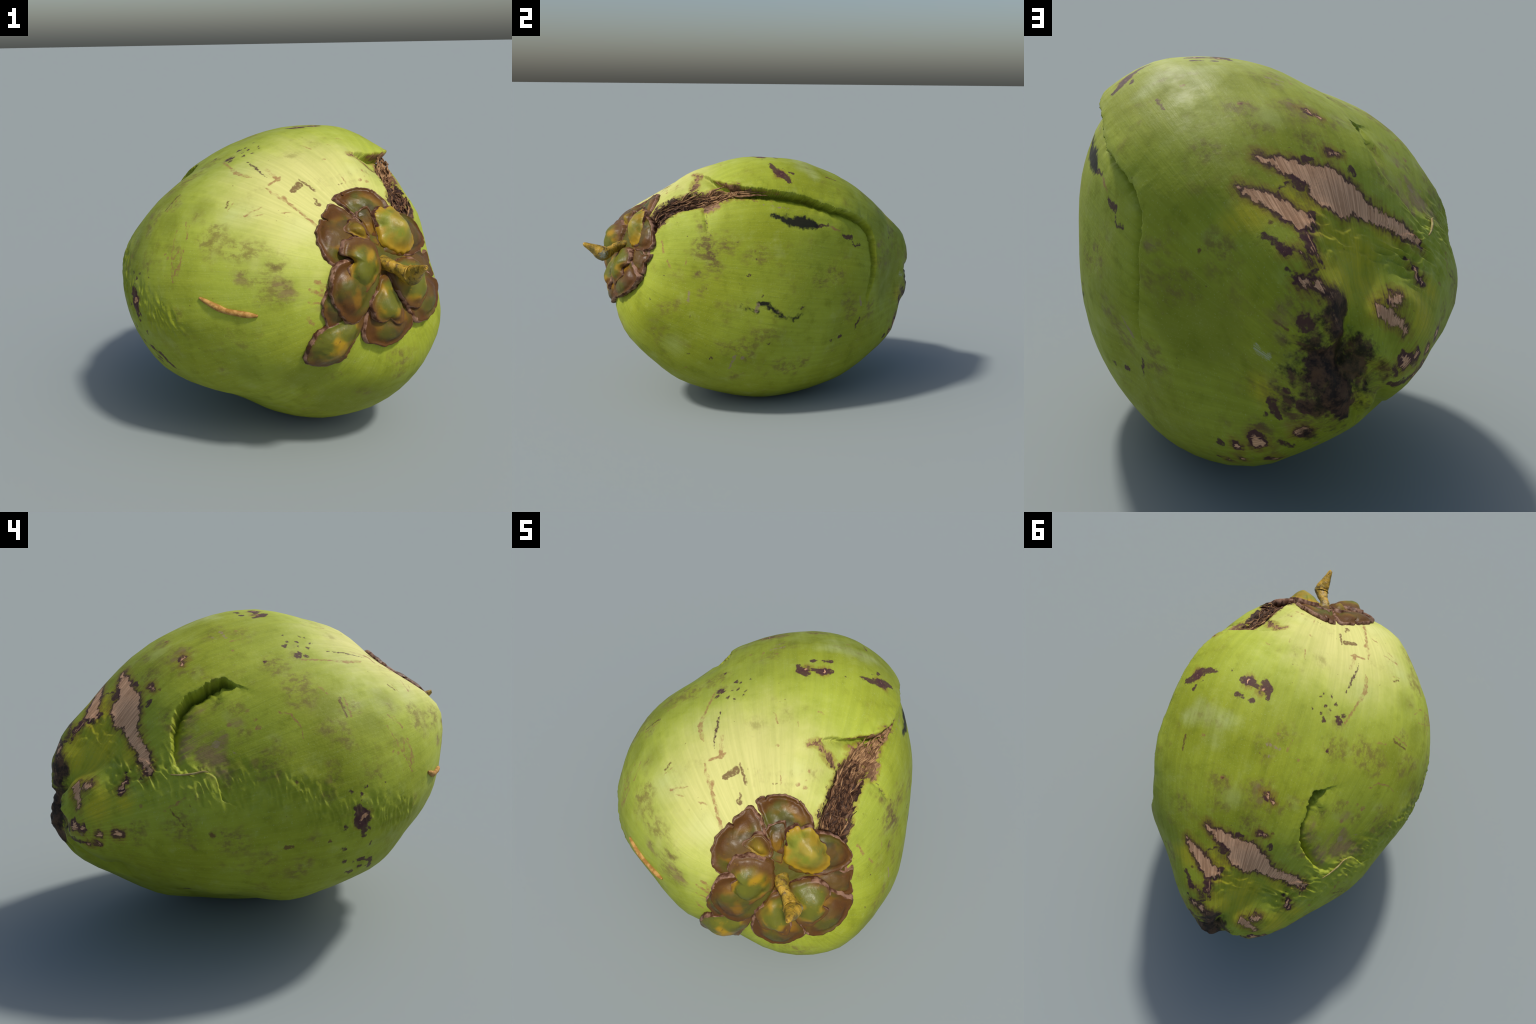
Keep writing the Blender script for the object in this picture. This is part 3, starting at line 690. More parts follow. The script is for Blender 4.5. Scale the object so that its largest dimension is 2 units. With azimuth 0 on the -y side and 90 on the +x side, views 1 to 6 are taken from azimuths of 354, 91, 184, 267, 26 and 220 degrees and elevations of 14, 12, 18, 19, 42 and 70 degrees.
# ------------------------------------------------------------------ node helpers
class Nodes:
    def __init__(self, name):
        self.mat = bpy.data.materials.new(name)
        self.mat.use_nodes = True
        self.tree = self.mat.node_tree
        self.tree.nodes.clear()

    def add(self, kind, out=0, settings=None, **inputs):
        node = self.tree.nodes.new(kind)
        for k, v in (settings or {}).items():
            setattr(node, k, v)
        for k, v in inputs.items():
            sock = node.inputs[int(k[1:])] if k[0] == "i" and k[1:].isdigit() else node.inputs[k.replace("_", " ")]
            if isinstance(v, bpy.types.NodeSocket):
                self.tree.links.new(v, sock)
            else:
                sock.default_value = v
        return node.outputs[out] if out is not None else node

    def math(self, op, a, b=0.0, c=0.0, clamp=False):
        return self.add("ShaderNodeMath", 0, {"operation": op, "use_clamp": clamp}, i0=a, i1=b, i2=c)

    def vec(self, op, a, b=(0, 0, 0), c=(0, 0, 0)):
        out = 1 if op in ("LENGTH", "DISTANCE", "DOT_PRODUCT") else 0
        return self.add("ShaderNodeVectorMath", out, {"operation": op}, i0=a, i1=b, i2=c)

    def scale(self, a, f):
        return self.add("ShaderNodeVectorMath", 0, {"operation": "SCALE"}, i0=a, Scale=f)

    def noise(self, p, scale, detail=3.0, rough=0.55, out=0):
        return self.add("ShaderNodeTexNoise", out, {}, Vector=p, Scale=scale, Detail=detail, Roughness=rough)

    def ramp(self, x, a, b, lo=0.0, hi=1.0):
        return self.add("ShaderNodeMapRange", 0, {"interpolation_type": "SMOOTHSTEP", "clamp": True}, Value=x, From_Min=a, From_Max=b, To_Min=lo, To_Max=hi)

    def line(self, x, a, b, lo=0.0, hi=1.0):
        return self.add("ShaderNodeMapRange", 0, {"clamp": True}, Value=x, From_Min=a, From_Max=b, To_Min=lo, To_Max=hi)

    def mix(self, f, a, b, mode="MIX"):
        col = lambda c: c if isinstance(c, bpy.types.NodeSocket) else (*c, 1.0)
        node = self.tree.nodes.new("ShaderNodeMix")
        node.data_type, node.blend_type = "RGBA", mode
        for sock, v in ((node.inputs[0], f), (node.inputs[6], col(a)), (node.inputs[7], col(b))):
            if isinstance(v, bpy.types.NodeSocket):
                self.tree.links.new(v, sock)
            else:
                sock.default_value = v
        return node.outputs[2]

    def finish(self, colour, rough, bump=None, strength=0.3, distance=0.01, specular=0.35, **more):
        extra = {}
        if bump is not None:
            extra["Normal"] = self.add("ShaderNodeBump", 0, {}, Strength=strength, Distance=distance, Height=bump)
        if not isinstance(colour, bpy.types.NodeSocket):
            colour = (*colour, 1)
        bsdf = self.add("ShaderNodeBsdfPrincipled", 0, {}, Base_Color=colour, Roughness=rough, Specular_IOR_Level=specular, **extra, **more)
        self.add("ShaderNodeOutputMaterial", None, {}, Surface=bsdf)
        return self.mat


def distance_to_marks(n, p, kinds, marks):
    """smallest signed distance from p to the chains of the given kinds"""
    best = None
    for kind, places in marks:
        if kind not in kinds:
            continue
        pairs = list(zip(places, places[1:])) or [(places[0], places[0])]
        for a, b in pairs:
            va, vb = Vector(a[:3]), Vector(b[:3]); ba = vb - va
            if ba.length < 1e-5:
                d = n.math("SUBTRACT", n.vec("DISTANCE", p, va), a[3])
            else:
                pa = n.vec("SUBTRACT", p, va)
                t = n.math("MULTIPLY", n.vec("DOT_PRODUCT", pa, ba / ba.length_squared), 1.0, clamp=True)
                d = n.vec("DISTANCE", pa, n.scale(tuple(ba), t))
                d = n.math("SUBTRACT", d, n.math("MULTIPLY_ADD", t, b[3] - a[3], a[3]))
            best = d if best is None else n.math("MINIMUM", best, d)
    return best


GREEN_A = (0.325, 0.378, 0.032)
GREEN_B = (0.27, 0.308, 0.018)
GREEN_DEEP = (0.17, 0.2, 0.01)
GREEN_PALE = (0.4, 0.435, 0.11)
LIME = (0.405, 0.47, 0.075)
CREAM = (0.66, 0.61, 0.25)
YELLOW = (0.54, 0.45, 0.018)
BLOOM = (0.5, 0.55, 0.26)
STAIN = (0.17, 0.11, 0.035)
SCRATCH = (0.3, 0.155, 0.06)
BROWN = (0.130, 0.060, 0.025)
HALO = (0.240, 0.150, 0.020)
DARK = (0.075, 0.028, 0.03)
RUST = (0.125, 0.070, 0.035)
SCUFF = (0.26, 0.185, 0.075)
CHAR = (0.105, 0.055, 0.028)
DARK_BROWN = (0.11, 0.045, 0.03)
SOOT = (0.020, 0.012, 0.009)
BLACK = (0.012, 0.010, 0.010)
TAN = (0.85, 0.49, 0.27)
TAN_DEEP = (0.5, 0.26, 0.13)
FIBRE_DARK = (0.028, 0.013, 0.008)
FIBRE_MID = (0.140, 0.070, 0.035)
FIBRE_TAN = (0.360, 0.210, 0.100)
SEPAL_OLIVE = (0.085, 0.078, 0.01)
SEPAL_OCHRE = (0.2, 0.1, 0.008)
SEPAL_BROWN = (0.085, 0.032, 0.006)
SEPAL_BLACK = (0.04, 0.03, 0.016)
SEPAL_GREEN = (0.115, 0.12, 0.012)
SEPAL_GOLD = (0.34, 0.2, 0.01)
SEPAL_RUST = (0.1, 0.042, 0.012)
SEPAL_LIME = (0.2, 0.22, 0.022)
SEPAL_LEMON = (0.32, 0.24, 0.03)
RIM_DARK = (0.075, 0.028, 0.012)
RIM_LIGHT = (0.27, 0.15, 0.095)
STALK_OLIVE = (0.180, 0.130, 0.015)
STALK_GOLD = (0.430, 0.260, 0.025)
STALK_DARK = (0.070, 0.035, 0.012)


def husk_material(name, marks):
    n = Nodes(name)
    p = n.add("ShaderNodeTexCoord", 3)
    q = n.vec("SUBTRACT", p, CENTRE)
    axial = n.vec("DOT_PRODUCT", q, AXIS)
    off = n.vec("SUBTRACT", q, n.scale(tuple(AXIS), axial))
    turn = n.vec("NORMALIZE", off)
    grain_at = n.vec("ADD", n.scale(turn, 1.0), n.scale(tuple(AXIS), n.math("MULTIPLY", axial, 0.07)))
    warp_big = n.noise(p, 9.0, 3, out=1)
    warp_fine = n.noise(p, 45.0, 3, out=1)
    cloud = n.noise(p, 2.3, 3)
    mottle = n.noise(p, 11.0, 4, 0.6)
    fine = n.noise(p, 60.0, 3, 0.6)
    speck = n.noise(p, 150.0, 2)
    grain = n.noise(grain_at, 26.0, 4, 0.65)
    fibre = n.noise(grain_at, 90.0, 3, 0.6)
    half = (0.5, 0.5, 0.5)
    wob = n.vec("ADD", n.scale(n.vec("SUBTRACT", warp_big, half), 0.050), n.scale(n.vec("SUBTRACT", warp_fine, half), 0.042))
    pd = n.vec("ADD", p, wob)
    pf = n.vec("ADD", p, n.scale(n.vec("SUBTRACT", warp_fine, half), 0.026))

    col = n.mix(n.ramp(cloud, 0.35, 0.65), GREEN_A, GREEN_B)
    col = n.mix(n.ramp(mottle, 0.50, 0.75, 0, 0.5), col, GREEN_DEEP)
    col = n.mix(n.ramp(mottle, 0.45, 0.25, 0, 0.35), col, GREEN_PALE)
    # creamy skin round the calyx
    dc = n.vec("DISTANCE", p, CREAM_AT)
    dc = n.math("ADD", dc, n.math("MULTIPLY_ADD", mottle, 0.24, n.math("MULTIPLY_ADD", grain, 0.12, -0.18)))
    col = n.mix(n.ramp(dc, 0.90, 0.35, 0, 0.6), col, LIME)
    col = n.mix(n.ramp(dc, 0.58, 0.12, 0, 0.70), col, CREAM)

    def layer(kind_list, pos, d0, d1, colour, amount=1.0, veil=None):
        nonlocal col
        d = distance_to_marks(n, pos, kind_list, marks)
        if d is None:
            return None
        f = n.ramp(d, d0, d1, 0, amount)
        if veil is not None:
            f = n.math("MULTIPLY", f, veil)
        col = n.mix(f, col, colour)
        return d

    soft_veil = n.ramp(grain, 0.2, 0.7, 0.45, 1.0)
    layer(("deep",), pd, 0.05, -0.05, GREEN_DEEP, 0.6, soft_veil)
    layer(("yellow",), pd, 0.05, -0.04, YELLOW, 0.7, soft_veil)
    layer(("pale",), pd, 0.060, -0.040, BLOOM, 0.22, soft_veil)  # skin lightened here, including soft spots around the front highlight
    layer(("painted_sheen",), pd, 0.040, -0.030, (0.58, 0.64, 0.36), 0.24, soft_veil)
    # long fibres of the skin
    col = n.mix(1.0, col, n.add("ShaderNodeCombineColor", 0, {}, Red=n.ramp(grain, 0.3, 0.7, 0.91, 1.07), Green=n.ramp(grain, 0.3, 0.7, 0.92, 1.06), Blue=n.ramp(grain, 0.3, 0.7, 0.86, 1.08)), "MULTIPLY")
    col = n.mix(n.ramp(fibre, 0.55, 0.8, 0, 0.22), col, GREEN_PALE)
    col = n.mix(n.ramp(speck, 0.60, 0.74, 0, 0.22), col, BLOOM)
    broken_all = n.noise(n.vec("ADD", n.scale(grain_at, 0.4), p), 19.0, 6, 0.7)
    # faint scattered bruises and dots everywhere
    bruise = n.math("MULTIPLY", n.ramp(n.noise(p, 5.0, 4, 0.65), 0.55, 0.72), n.ramp(broken_all, 0.42, 0.62, 0.05, 0.42))
    col = n.mix(bruise, col, STAIN)
    dots = n.add("ShaderNodeTexVoronoi", 0, {}, Vector=pf, Scale=22.0)
    pick = n.ramp(n.noise(p, 8.0, 2), 0.52, 0.62)
    col = n.mix(n.math("MULTIPLY", n.ramp(dots, 0.10, 0.05, 0, 0.55), pick), col, BROWN)

    broken = n.noise(n.vec("ADD", n.scale(grain_at, 0.25), p), 24.0, 6, 0.72)
    patchy = n.ramp(broken, 0.42, 0.62, 0.08, 1.0)
    drift = n.vec("ADD", p, n.scale(n.vec("SUBTRACT", warp_big, half), 0.16))
    layer(("stain",), drift, 0.030, -0.030, STAIN, 0.66, patchy)
    layer(("rust",), drift, 0.035, -0.035, RUST, 0.85, n.ramp(broken, 0.38, 0.58, 0.15, 1.0))
    scratch_veil = n.ramp(broken_all, 0.36, 0.60, 0.10, 0.95)
    layer(("scratch",), pf, 0.0035, -0.002, SCRATCH, 0.9, scratch_veil)
    layer(("brown",), pf, 0.004, -0.002, BROWN, 0.9, n.ramp(fine, 0.30, 0.48, 0.3, 0.95))
    layer(("scuff",), drift, 0.030, -0.030, SCUFF, 0.9, n.ramp(n.noise(n.vec("ADD", grain_at, n.scale(p, 0.2)), 34.0, 5, 0.7), 0.36, 0.56, 0.2, 1.0))
    layer(("white",), pd, 0.004, -0.004, (0.42, 0.44, 0.28), 0.8, n.ramp(fibre, 0.4, 0.55, 0.1, 1))
    scar = distance_to_marks(n, pd, ("scar",), marks)
    if scar is not None:
        frayed = n.math("ADD", scar, n.math("MULTIPLY_ADD", fibre, 0.022, n.math("MULTIPLY_ADD", grain, 0.05, -0.036)))
        margin = n.math("ADD", frayed, n.math("MULTIPLY_ADD", mottle, 0.05, n.math("MULTIPLY_ADD", fine, 0.02, -0.035)))
        col = n.mix(n.ramp(margin, 0.045, 0.012, 0, 0.6), col, HALO)
        col = n.mix(n.ramp(margin, 0.022, 0.002, 0, 0.92), col, n.mix(n.ramp(fine, 0.4, 0.6), DARK, DARK_BROWN))
    layer(("dark",), pd, 0.005, -0.003, DARK, 0.93, n.ramp(fine, 0.30, 0.46, 0.55, 1))
    layer(("black",), pd, 0.012, -0.006, BLACK, 0.97)
    if scar is not None:
        tan = n.mix(n.ramp(fibre, 0.35, 0.65), TAN_DEEP, TAN)
        tan = n.mix(n.ramp(mottle, 0.55, 0.7, 0, 0.6), tan, TAN_DEEP)
        col = n.mix(n.ramp(frayed, 0.003, -0.003, 0, 0.96), col, tan)
    layer(("grey",), pf, 0.003, -0.003, (0.30, 0.22, 0.13), 0.85, n.ramp(fibre, 0.40, 0.52, 0.15, 1))
    wound = distance_to_marks(n, pd, ("wound",), marks)
    if wound is not None:
        husk_hair = n.noise(n.vec("ADD", grain_at, n.scale(n.vec("SUBTRACT", warp_big, half), 0.10)), 55.0, 4, 0.7)
        deep = n.ramp(n.vec("DISTANCE", p, GOUGE_DARK), 0.22, 0.36)
        wood = n.mix(deep, n.mix(n.ramp(husk_hair, 0.42, 0.66), FIBRE_DARK, FIBRE_MID), n.mix(n.ramp(husk_hair, 0.40, 0.62), FIBRE_MID, FIBRE_TAN))
        col = n.mix(n.ramp(wound, 0.028, 0.008, 0, 0.5), col, HALO)
        torn = n.math("ADD", wound, n.math("MULTIPLY_ADD", fibre, 0.024, n.math("MULTIPLY_ADD", broken, 0.10, -0.066)))
        col = n.mix(n.ramp(torn, 0.005, -0.004), col, wood)
    char = distance_to_marks(n, n.vec("ADD", p, n.scale(n.vec("SUBTRACT", warp_big, half), 0.11)), ("char",), marks)
    if char is not None:
        burnt = n.ramp(n.math("ADD", char, n.math("MULTIPLY_ADD", mottle, 0.20, n.math("MULTIPLY_ADD", fine, 0.10, -0.150))), 0.030, -0.030, 0, 0.96)
        col = n.mix(burnt, col, n.mix(n.ramp(n.noise(p, 26.0, 5, 0.7), 0.40, 0.62), SOOT, CHAR))
    height = n.math("MULTIPLY_ADD", fine, 0.35, n.math("MULTIPLY_ADD", fibre, 0.3, n.math("MULTIPLY", mottle, 0.7)))
    rough = n.ramp(mottle, 0.3, 0.7, 0.52, 0.68)
    return n.finish(col, rough, height, 0.22, 0.012, 0.18)


# ------------------------------------------------------------------ husk mesh
def link(obj, parent=None):
    bpy.context.scene.collection.objects.link(obj)
    if parent is not None:
        obj.parent = parent
    return obj


def build_husk():
    bm = bmesh.new()
    bmesh.ops.create_icosphere(bm, subdivisions=5, radius=1.0)
    co = np.array([v.co[:] for v in bm.verts])
    co += rng.normal(0, 0.0075, co.shape)
    co = skin(CENTRE_N + co)
    for v, c in zip(bm.verts, co):
        v.co = c
    fine_lines = [(catmull(FLAP_EDGE, 10), 0.085), (catmull(DENT_EDGE, 10), 0.085), (catmull(TEAR_EDGE, 10), 0.05), (catmull(np.array(GOUGE)[:, :3], 10), 0.085), (np.array([TIP]), 0.24)]
    fine_lines += [(catmull(c, 8), 2.2 * r) for c, d, r in GROOVES if r < 0.03]
    fine_lines += [(catmull(c, 8), r) for c, r in TERMINATOR_TEETH]
    for level in range(4):
        centres = np.array([f.calc_center_median()[:] for f in bm.faces])
        want = np.zeros(len(centres), bool)
        for line, reach in fine_lines:
            if level == 3 and (len(line) == 1 or reach < .05):
                continue
            want |= along(centres, line)[0] < reach * (1.3, 1.0, 0.62, 0.30)[level]
        edges = {e for f, w in zip(bm.faces, want) if w for e in f.edges}
        bmesh.ops.subdivide_edges(bm, edges=list(edges), cuts=1, use_grid_fill=True)
        bmesh.ops.triangulate(bm, faces=[f for f in bm.faces if len(f.verts) > 3])
    co = np.array([v.co[:] for v in bm.verts])
    co = skin(co)
    co = husk_points(co, skin_normals(co))
    for v, c in zip(bm.verts, co):
        v.co = c
    me = bpy.data.meshes.new("husk")
    bmesh.ops.recalc_face_normals(bm, faces=bm.faces)
    bm.to_mesh(me); bm.free()
    me.shade_smooth()
    return me


def spread(n):
    i = np.arange(n) + 0.5
    z = 1 - 2 * i / n; a = i * math.pi * (3 - math.sqrt(5)); s = np.sqrt(1 - z * z)
    return np.stack([s * np.cos(a), s * np.sin(a), z], -1)


REACH = {"stain": 0.10, "scuff": 0.10, "rust": 0.10, "char": 0.09, "scar": 0.085, "pale": 0.09, "yellow": 0.085, "deep": 0.085,
         "painted_sheen": 0.075, "wound": 0.06, "scratch": 0.045, "brown": 0.045, "grey": 0.045}


def paint_regions(me, first=30, most=40):
    """give each patch of skin a material that holds only the marks lying on it"""
    f = np.empty(len(me.polygons) * 3); me.polygons.foreach_get("center", f); f = f.reshape(-1, 3)
    d = f - CENTRE_N; d /= np.linalg.norm(d, axis=1, keepdims=True)
    region = (d @ spread(first).T).argmax(1)
    pieces = []
    for kind, places in MARKS:
        for a, b in list(zip(places, places[1:])) or [(places[0], places[0])]:
            pieces.append((kind, a, b, max(a[3], b[3]) + REACH.get(kind, 0.078)))
    samples = np.array([np.linspace(a[:3], b[:3], 4) for _, a, b, _ in pieces])
    reach2 = np.array([r for *_, r in pieces]) ** 2
    slots = np.zeros(len(f), np.int32)
    todo = [np.where(region == k)[0] for k in np.unique(region)]
    while todo:
        own = todo.pop()
        pts = f[own[:: max(1, len(own) // 1200)]]
        gap = np.full(len(pieces), 1e9)
        for k in range(4):
            gap = np.minimum(gap, ((samples[:, k, None] - pts[None]) ** 2).sum(2).min(1))
        here = np.where(gap < reach2)[0]
        if len(here) > most and np.ptp(pts, axis=0).max() > 0.06:     # too busy: halve the patch
            axis = np.ptp(pts, axis=0).argmax()
            left = f[own][:, axis] < 0.5 * (pts[:, axis].min() + pts[:, axis].max())
            todo += [own[left], own[~left]]
            continue
        marks = [(pieces[i][0], pieces[i][1:3] if pieces[i][1] is not pieces[i][2] else pieces[i][1:2]) for i in here]
        slots[own] = len(me.materials)
        me.materials.append(husk_material("coconut_skin", marks))
    print("skin patches", len(me.materials))
    me.polygons.foreach_set("material_index", slots)


def split_off(obj, name, keep):
    """move the faces where keep is True into their own object, borders and normals shared"""
    me = obj.data
    nv = len(me.vertices)
    normals = np.empty(nv * 3, np.float32); me.vertices.foreach_get("co", normals)
    vn = np.array([v.vector[:] for v in me.vertex_normals])
    pieces = []
    for nm, mask in (("rest", ~keep), (name, keep)):
        bm = bmesh.new(); bm.from_mesh(me)
        bm.verts.ensure_lookup_table(); bm.faces.ensure_lookup_table()
        idx = bm.verts.layers.int.new("old")
        for v in bm.verts:
            v[idx] = v.index
        bmesh.ops.delete(bm, geom=[f for f, m in zip(bm.faces, mask) if not m], context="FACES")
        new = bpy.data.meshes.new(name if nm != "rest" else me.name)
        bm.to_mesh(new)
        old = np.array([v[idx] for v in bm.verts]); bm.free()
        for m in me.materials:
            new.materials.append(m)
        new.normals_split_custom_set_from_vertices([tuple(x) for x in vn[old]])
        new.attributes.remove(new.attributes["old"])
        pieces.append(new)
    obj.data = pieces[0]
    other = bpy.data.objects.new(name, pieces[1])
    return other


# ------------------------------------------------------------------ calyx
CALYX_N = np.array(CALYX); NORMAL_N = np.array(CALYX_AXIS)
CAL_A = np.cross((0, 0, 1), NORMAL_N); CAL_A /= np.linalg.norm(CAL_A)
CAL_B = np.cross(NORMAL_N, CAL_A)


def on_calyx(ab, lift):
    """calyx-plane coordinates carried on to the husk, lifted off the skin"""
    ab = np.asarray(ab, float)
    return skin(CALYX_N + ab[:, :1] * CAL_A + ab[:, 1:] * CAL_B, lift)


SEPALS = [
    ("outer", (0.006, 0.006, 0.030, 0.0),
     [(-0.096, 0.313), (-0.009, 0.359), (0.09, 0.326), (0.152, 0.234), (0.264, 0.144), (0.322, 0.051), (0.314, -0.028), (0.314, -0.117), (0.256, -0.236), (0.15, -0.278), (0.039, -0.32), (-0.066, -0.324), (-0.134, -0.261), (-0.224, -0.242), (-0.268, -0.122), (-0.243, 0.009), (-0.266, 0.079), (-0.241, 0.174), (-0.166, 0.255)]),
    ("outer", (0.016, 0.006, 0.030, 0.003),
     [(-0.173, -0.065), (-0.275, -0.053), (-0.31, -0.103), (-0.323, -0.145), (-0.312, -0.202), (-0.284, -0.268), (-0.175, -0.256)]),
    ("outer", (0.020, 0.020, 0.040, 0.005),
     [(-0.022, -0.1), (-0.104, -0.172), (-0.129, -0.298), (-0.109, -0.344), (-0.07, -0.355), (-0.033, -0.363), (0.009, -0.358), (0.049, -0.337), (0.084, -0.31), (0.12, -0.28), (0.103, -0.188), (0.051, -0.071)]),
    ("outer", (0.016, 0.014, 0.030, 0.004),
     [(0.029, -0.005), (0.204, -0.111), (0.303, -0.102), (0.346, -0.108), (0.339, -0.064), (0.329, -0.04), (0.344, -0.024), (0.354, 0.026), (0.303, 0.01), (0.204, 0.052)]),
    ("outer", (0.009, 0.022, 0.030, 0.005),
     [(-0.031, 0.07), (-0.078, 0.24), (-0.121, 0.303), (-0.158, 0.329), (-0.197, 0.291), (-0.234, 0.253), (-0.207, 0.228), (-0.247, 0.24), (-0.267, 0.212), (-0.295, 0.176), (-0.301, 0.137), (-0.299, 0.101), (-0.285, 0.056), (-0.257, 0.02), (-0.175, 0.006)]),
    ("inner", (0.022, 0.042, 0.090, 0.004),
     [(-0.114, -0.185), (-0.182, -0.192), (-0.248, -0.22), (-0.315, -0.238), (-0.364, -0.276), (-0.394, -0.336), (-0.419, -0.434), (-0.365, -0.473), (-0.296, -0.483), (-0.234, -0.466), (-0.192, -0.419), (-0.161, -0.332), (-0.126, -0.253)]),
    ("outer", (0.030, 0.022, 0.045, 0.006),
     [(0.025, -0.036), (0.072, -0.177), (0.12, -0.268), (0.157, -0.278), (0.203, -0.269), (0.25, -0.246), (0.295, -0.212), (0.325, -0.169), (0.346, -0.13), (0.298, -0.094), (0.2, -0.036)]),
    ("outer", (0.020, 0.018, 0.034, 0.006),
     [(0.028, 0.044), (0.096, 0.145), (0.147, 0.226), (0.179, 0.226), (0.228, 0.213), (0.28, 0.181), (0.317, 0.141), (0.343, 0.094), (0.341, 0.065), (0.312, 0.042), (0.277, 0.025), (0.174, 0.008)]),
    ("outer", (0.032, 0.022, 0.045, 0.006),
     [(-0.02, 0.025), (-0.186, 0.041), (-0.248, 0.029), (-0.278, -0.024), (-0.291, -0.083), (-0.28, -0.13), (-0.25, -0.18), (-0.201, -0.243), (-0.133, -0.214), (-0.064, -0.118)]),
    ("outer", (0.015, 0.006, 0.018, 0.006),
     [(-0.042, 0.125), (-0.075, 0.21), (-0.089, 0.267), (-0.115, 0.316), (-0.132, 0.356), (-0.093, 0.379), (-0.085, 0.36), (-0.077, 0.383), (-0.01, 0.396), (0.04, 0.389), (0.077, 0.372), (0.08, 0.361), (0.091, 0.367), (0.114, 0.34), (0.141, 0.295), (0.154, 0.253), (0.127, 0.193), (0.046, 0.11)]),
    ("outer", (0.016, 0.004, 0.060, 0.008),
     [(-0.03, 0.086), (-0.05, 0.135), (-0.058, 0.199), (-0.074, 0.227), (-0.036, 0.262), (0.013, 0.274), (0.021, 0.245), (0.014, 0.2), (0.011, 0.132), (0.003, 0.068)]),
    ("inner", (0.044, 0.046, 0.120, 0.004),
     [(0.07, 0.002), (0.118, 0.01), (0.182, -0.005), (0.213, -0.028), (0.218, -0.065), (0.174, -0.103), (0.21, -0.131), (0.201, -0.157), (0.171, -0.181), (0.133, -0.211), (0.094, -0.203), (0.06, -0.173), (0.031, -0.112), (0.019, -0.041)]),
    ("inner", (0.042, 0.034, 0.120, 0.005),
     [(0.001, -0.053), (-0.036, -0.052), (-0.063, -0.098), (-0.105, -0.146), (-0.096, -0.197), (-0.07, -0.241), (-0.038, -0.242), (-0.018, -0.226), (0.006, -0.258), (0.035, -0.253), (0.055, -0.218), (0.042, -0.171), (0.022, -0.12)]),
    ("inner", (0.018, 0.026, 0.100, 0.006),
     [(-0.047, 0.175), (-0.073, 0.206), (-0.104, 0.221), (-0.131, 0.203), (-0.173, 0.164), (-0.13, 0.138), (-0.086, 0.11), (-0.049, 0.099), (-0.031, 0.122)]),
    ("inner", (0.034, 0.050, 0.120, 0.006),
     [(-0.088, 0.119), (-0.141, 0.129), (-0.191, 0.119), (-0.212, 0.089), (-0.218, 0.063), (-0.182, 0.048), (-0.164, 0.028), (-0.205, 0.004), (-0.203, -0.025), (-0.191, -0.056), (-0.162, -0.085), (-0.127, -0.109), (-0.099, -0.092), (-0.063, -0.057), (-0.025, -0.026), (-0.019, 0.016), (-0.027, 0.063), (-0.04, 0.103)]),
    ("bright", (0.030, 0.056, 0.110, 0.003),
     [(0.009, 0.093), (0.017, 0.161), (0.014, 0.214), (0.023, 0.238), (0.067, 0.265), (0.087, 0.245), (0.117, 0.259), (0.152, 0.237), (0.174, 0.189), (0.208, 0.161), (0.203, 0.124), (0.224, 0.106), (0.224, 0.063), (0.209, 0.043), (0.162, 0.024), (0.108, 0.028), (0.055, 0.054)]),
]



def sepal_material(name, blade, patch, margin, spot):
    n = Nodes(name)
    g = n.add("ShaderNodeTexCoord", 0)
    p = n.add("ShaderNodeTexCoord", 3)
    c = n.vec("MULTIPLY", n.vec("SUBTRACT", g, (0.5, 0.5, 0.5)), (2, 2, 0))
    blot = n.noise(p, 9.0, 2, 0.5); fine = n.noise(p, 55.0, 4, 0.65); broad = n.noise(p, 7.0, 2)
    r = n.math("ADD", n.vec("LENGTH", c), n.math("MULTIPLY_ADD", blot, 1.0, -0.5))
    col = n.mix(n.ramp(blot, 0.44, 0.60, 0, 0.95), blade, patch)
    col = n.mix(n.ramp(broad, 0.50, 0.62, 0, 0.6), col, spot)
    col = n.mix(n.ramp(r, 0.55, 0.95, 0, 0.92), col, margin)
    col = n.mix(n.ramp(fine, 0.60, 0.70, 0, 0.55), col, margin)
    col = n.mix(n.ramp(fine, 0.42, 0.30, 0, 0.3), col, patch)
    return n.finish(col, n.ramp(fine, 0.3, 0.7, 0.30, 0.48), n.math("ADD", blot, n.math("MULTIPLY", fine, 0.4)), 0.30, 0.012, 0.24)


def rim_material(name):
    n = Nodes(name)
    p = n.add("ShaderNodeTexCoord", 3)
    col = n.mix(n.ramp(n.noise(p, 30.0, 4), 0.40, 0.62), RIM_DARK, RIM_LIGHT)
    return n.finish(col, 0.5, n.noise(p, 60.0, 3), 0.3, 0.01, 0.2)


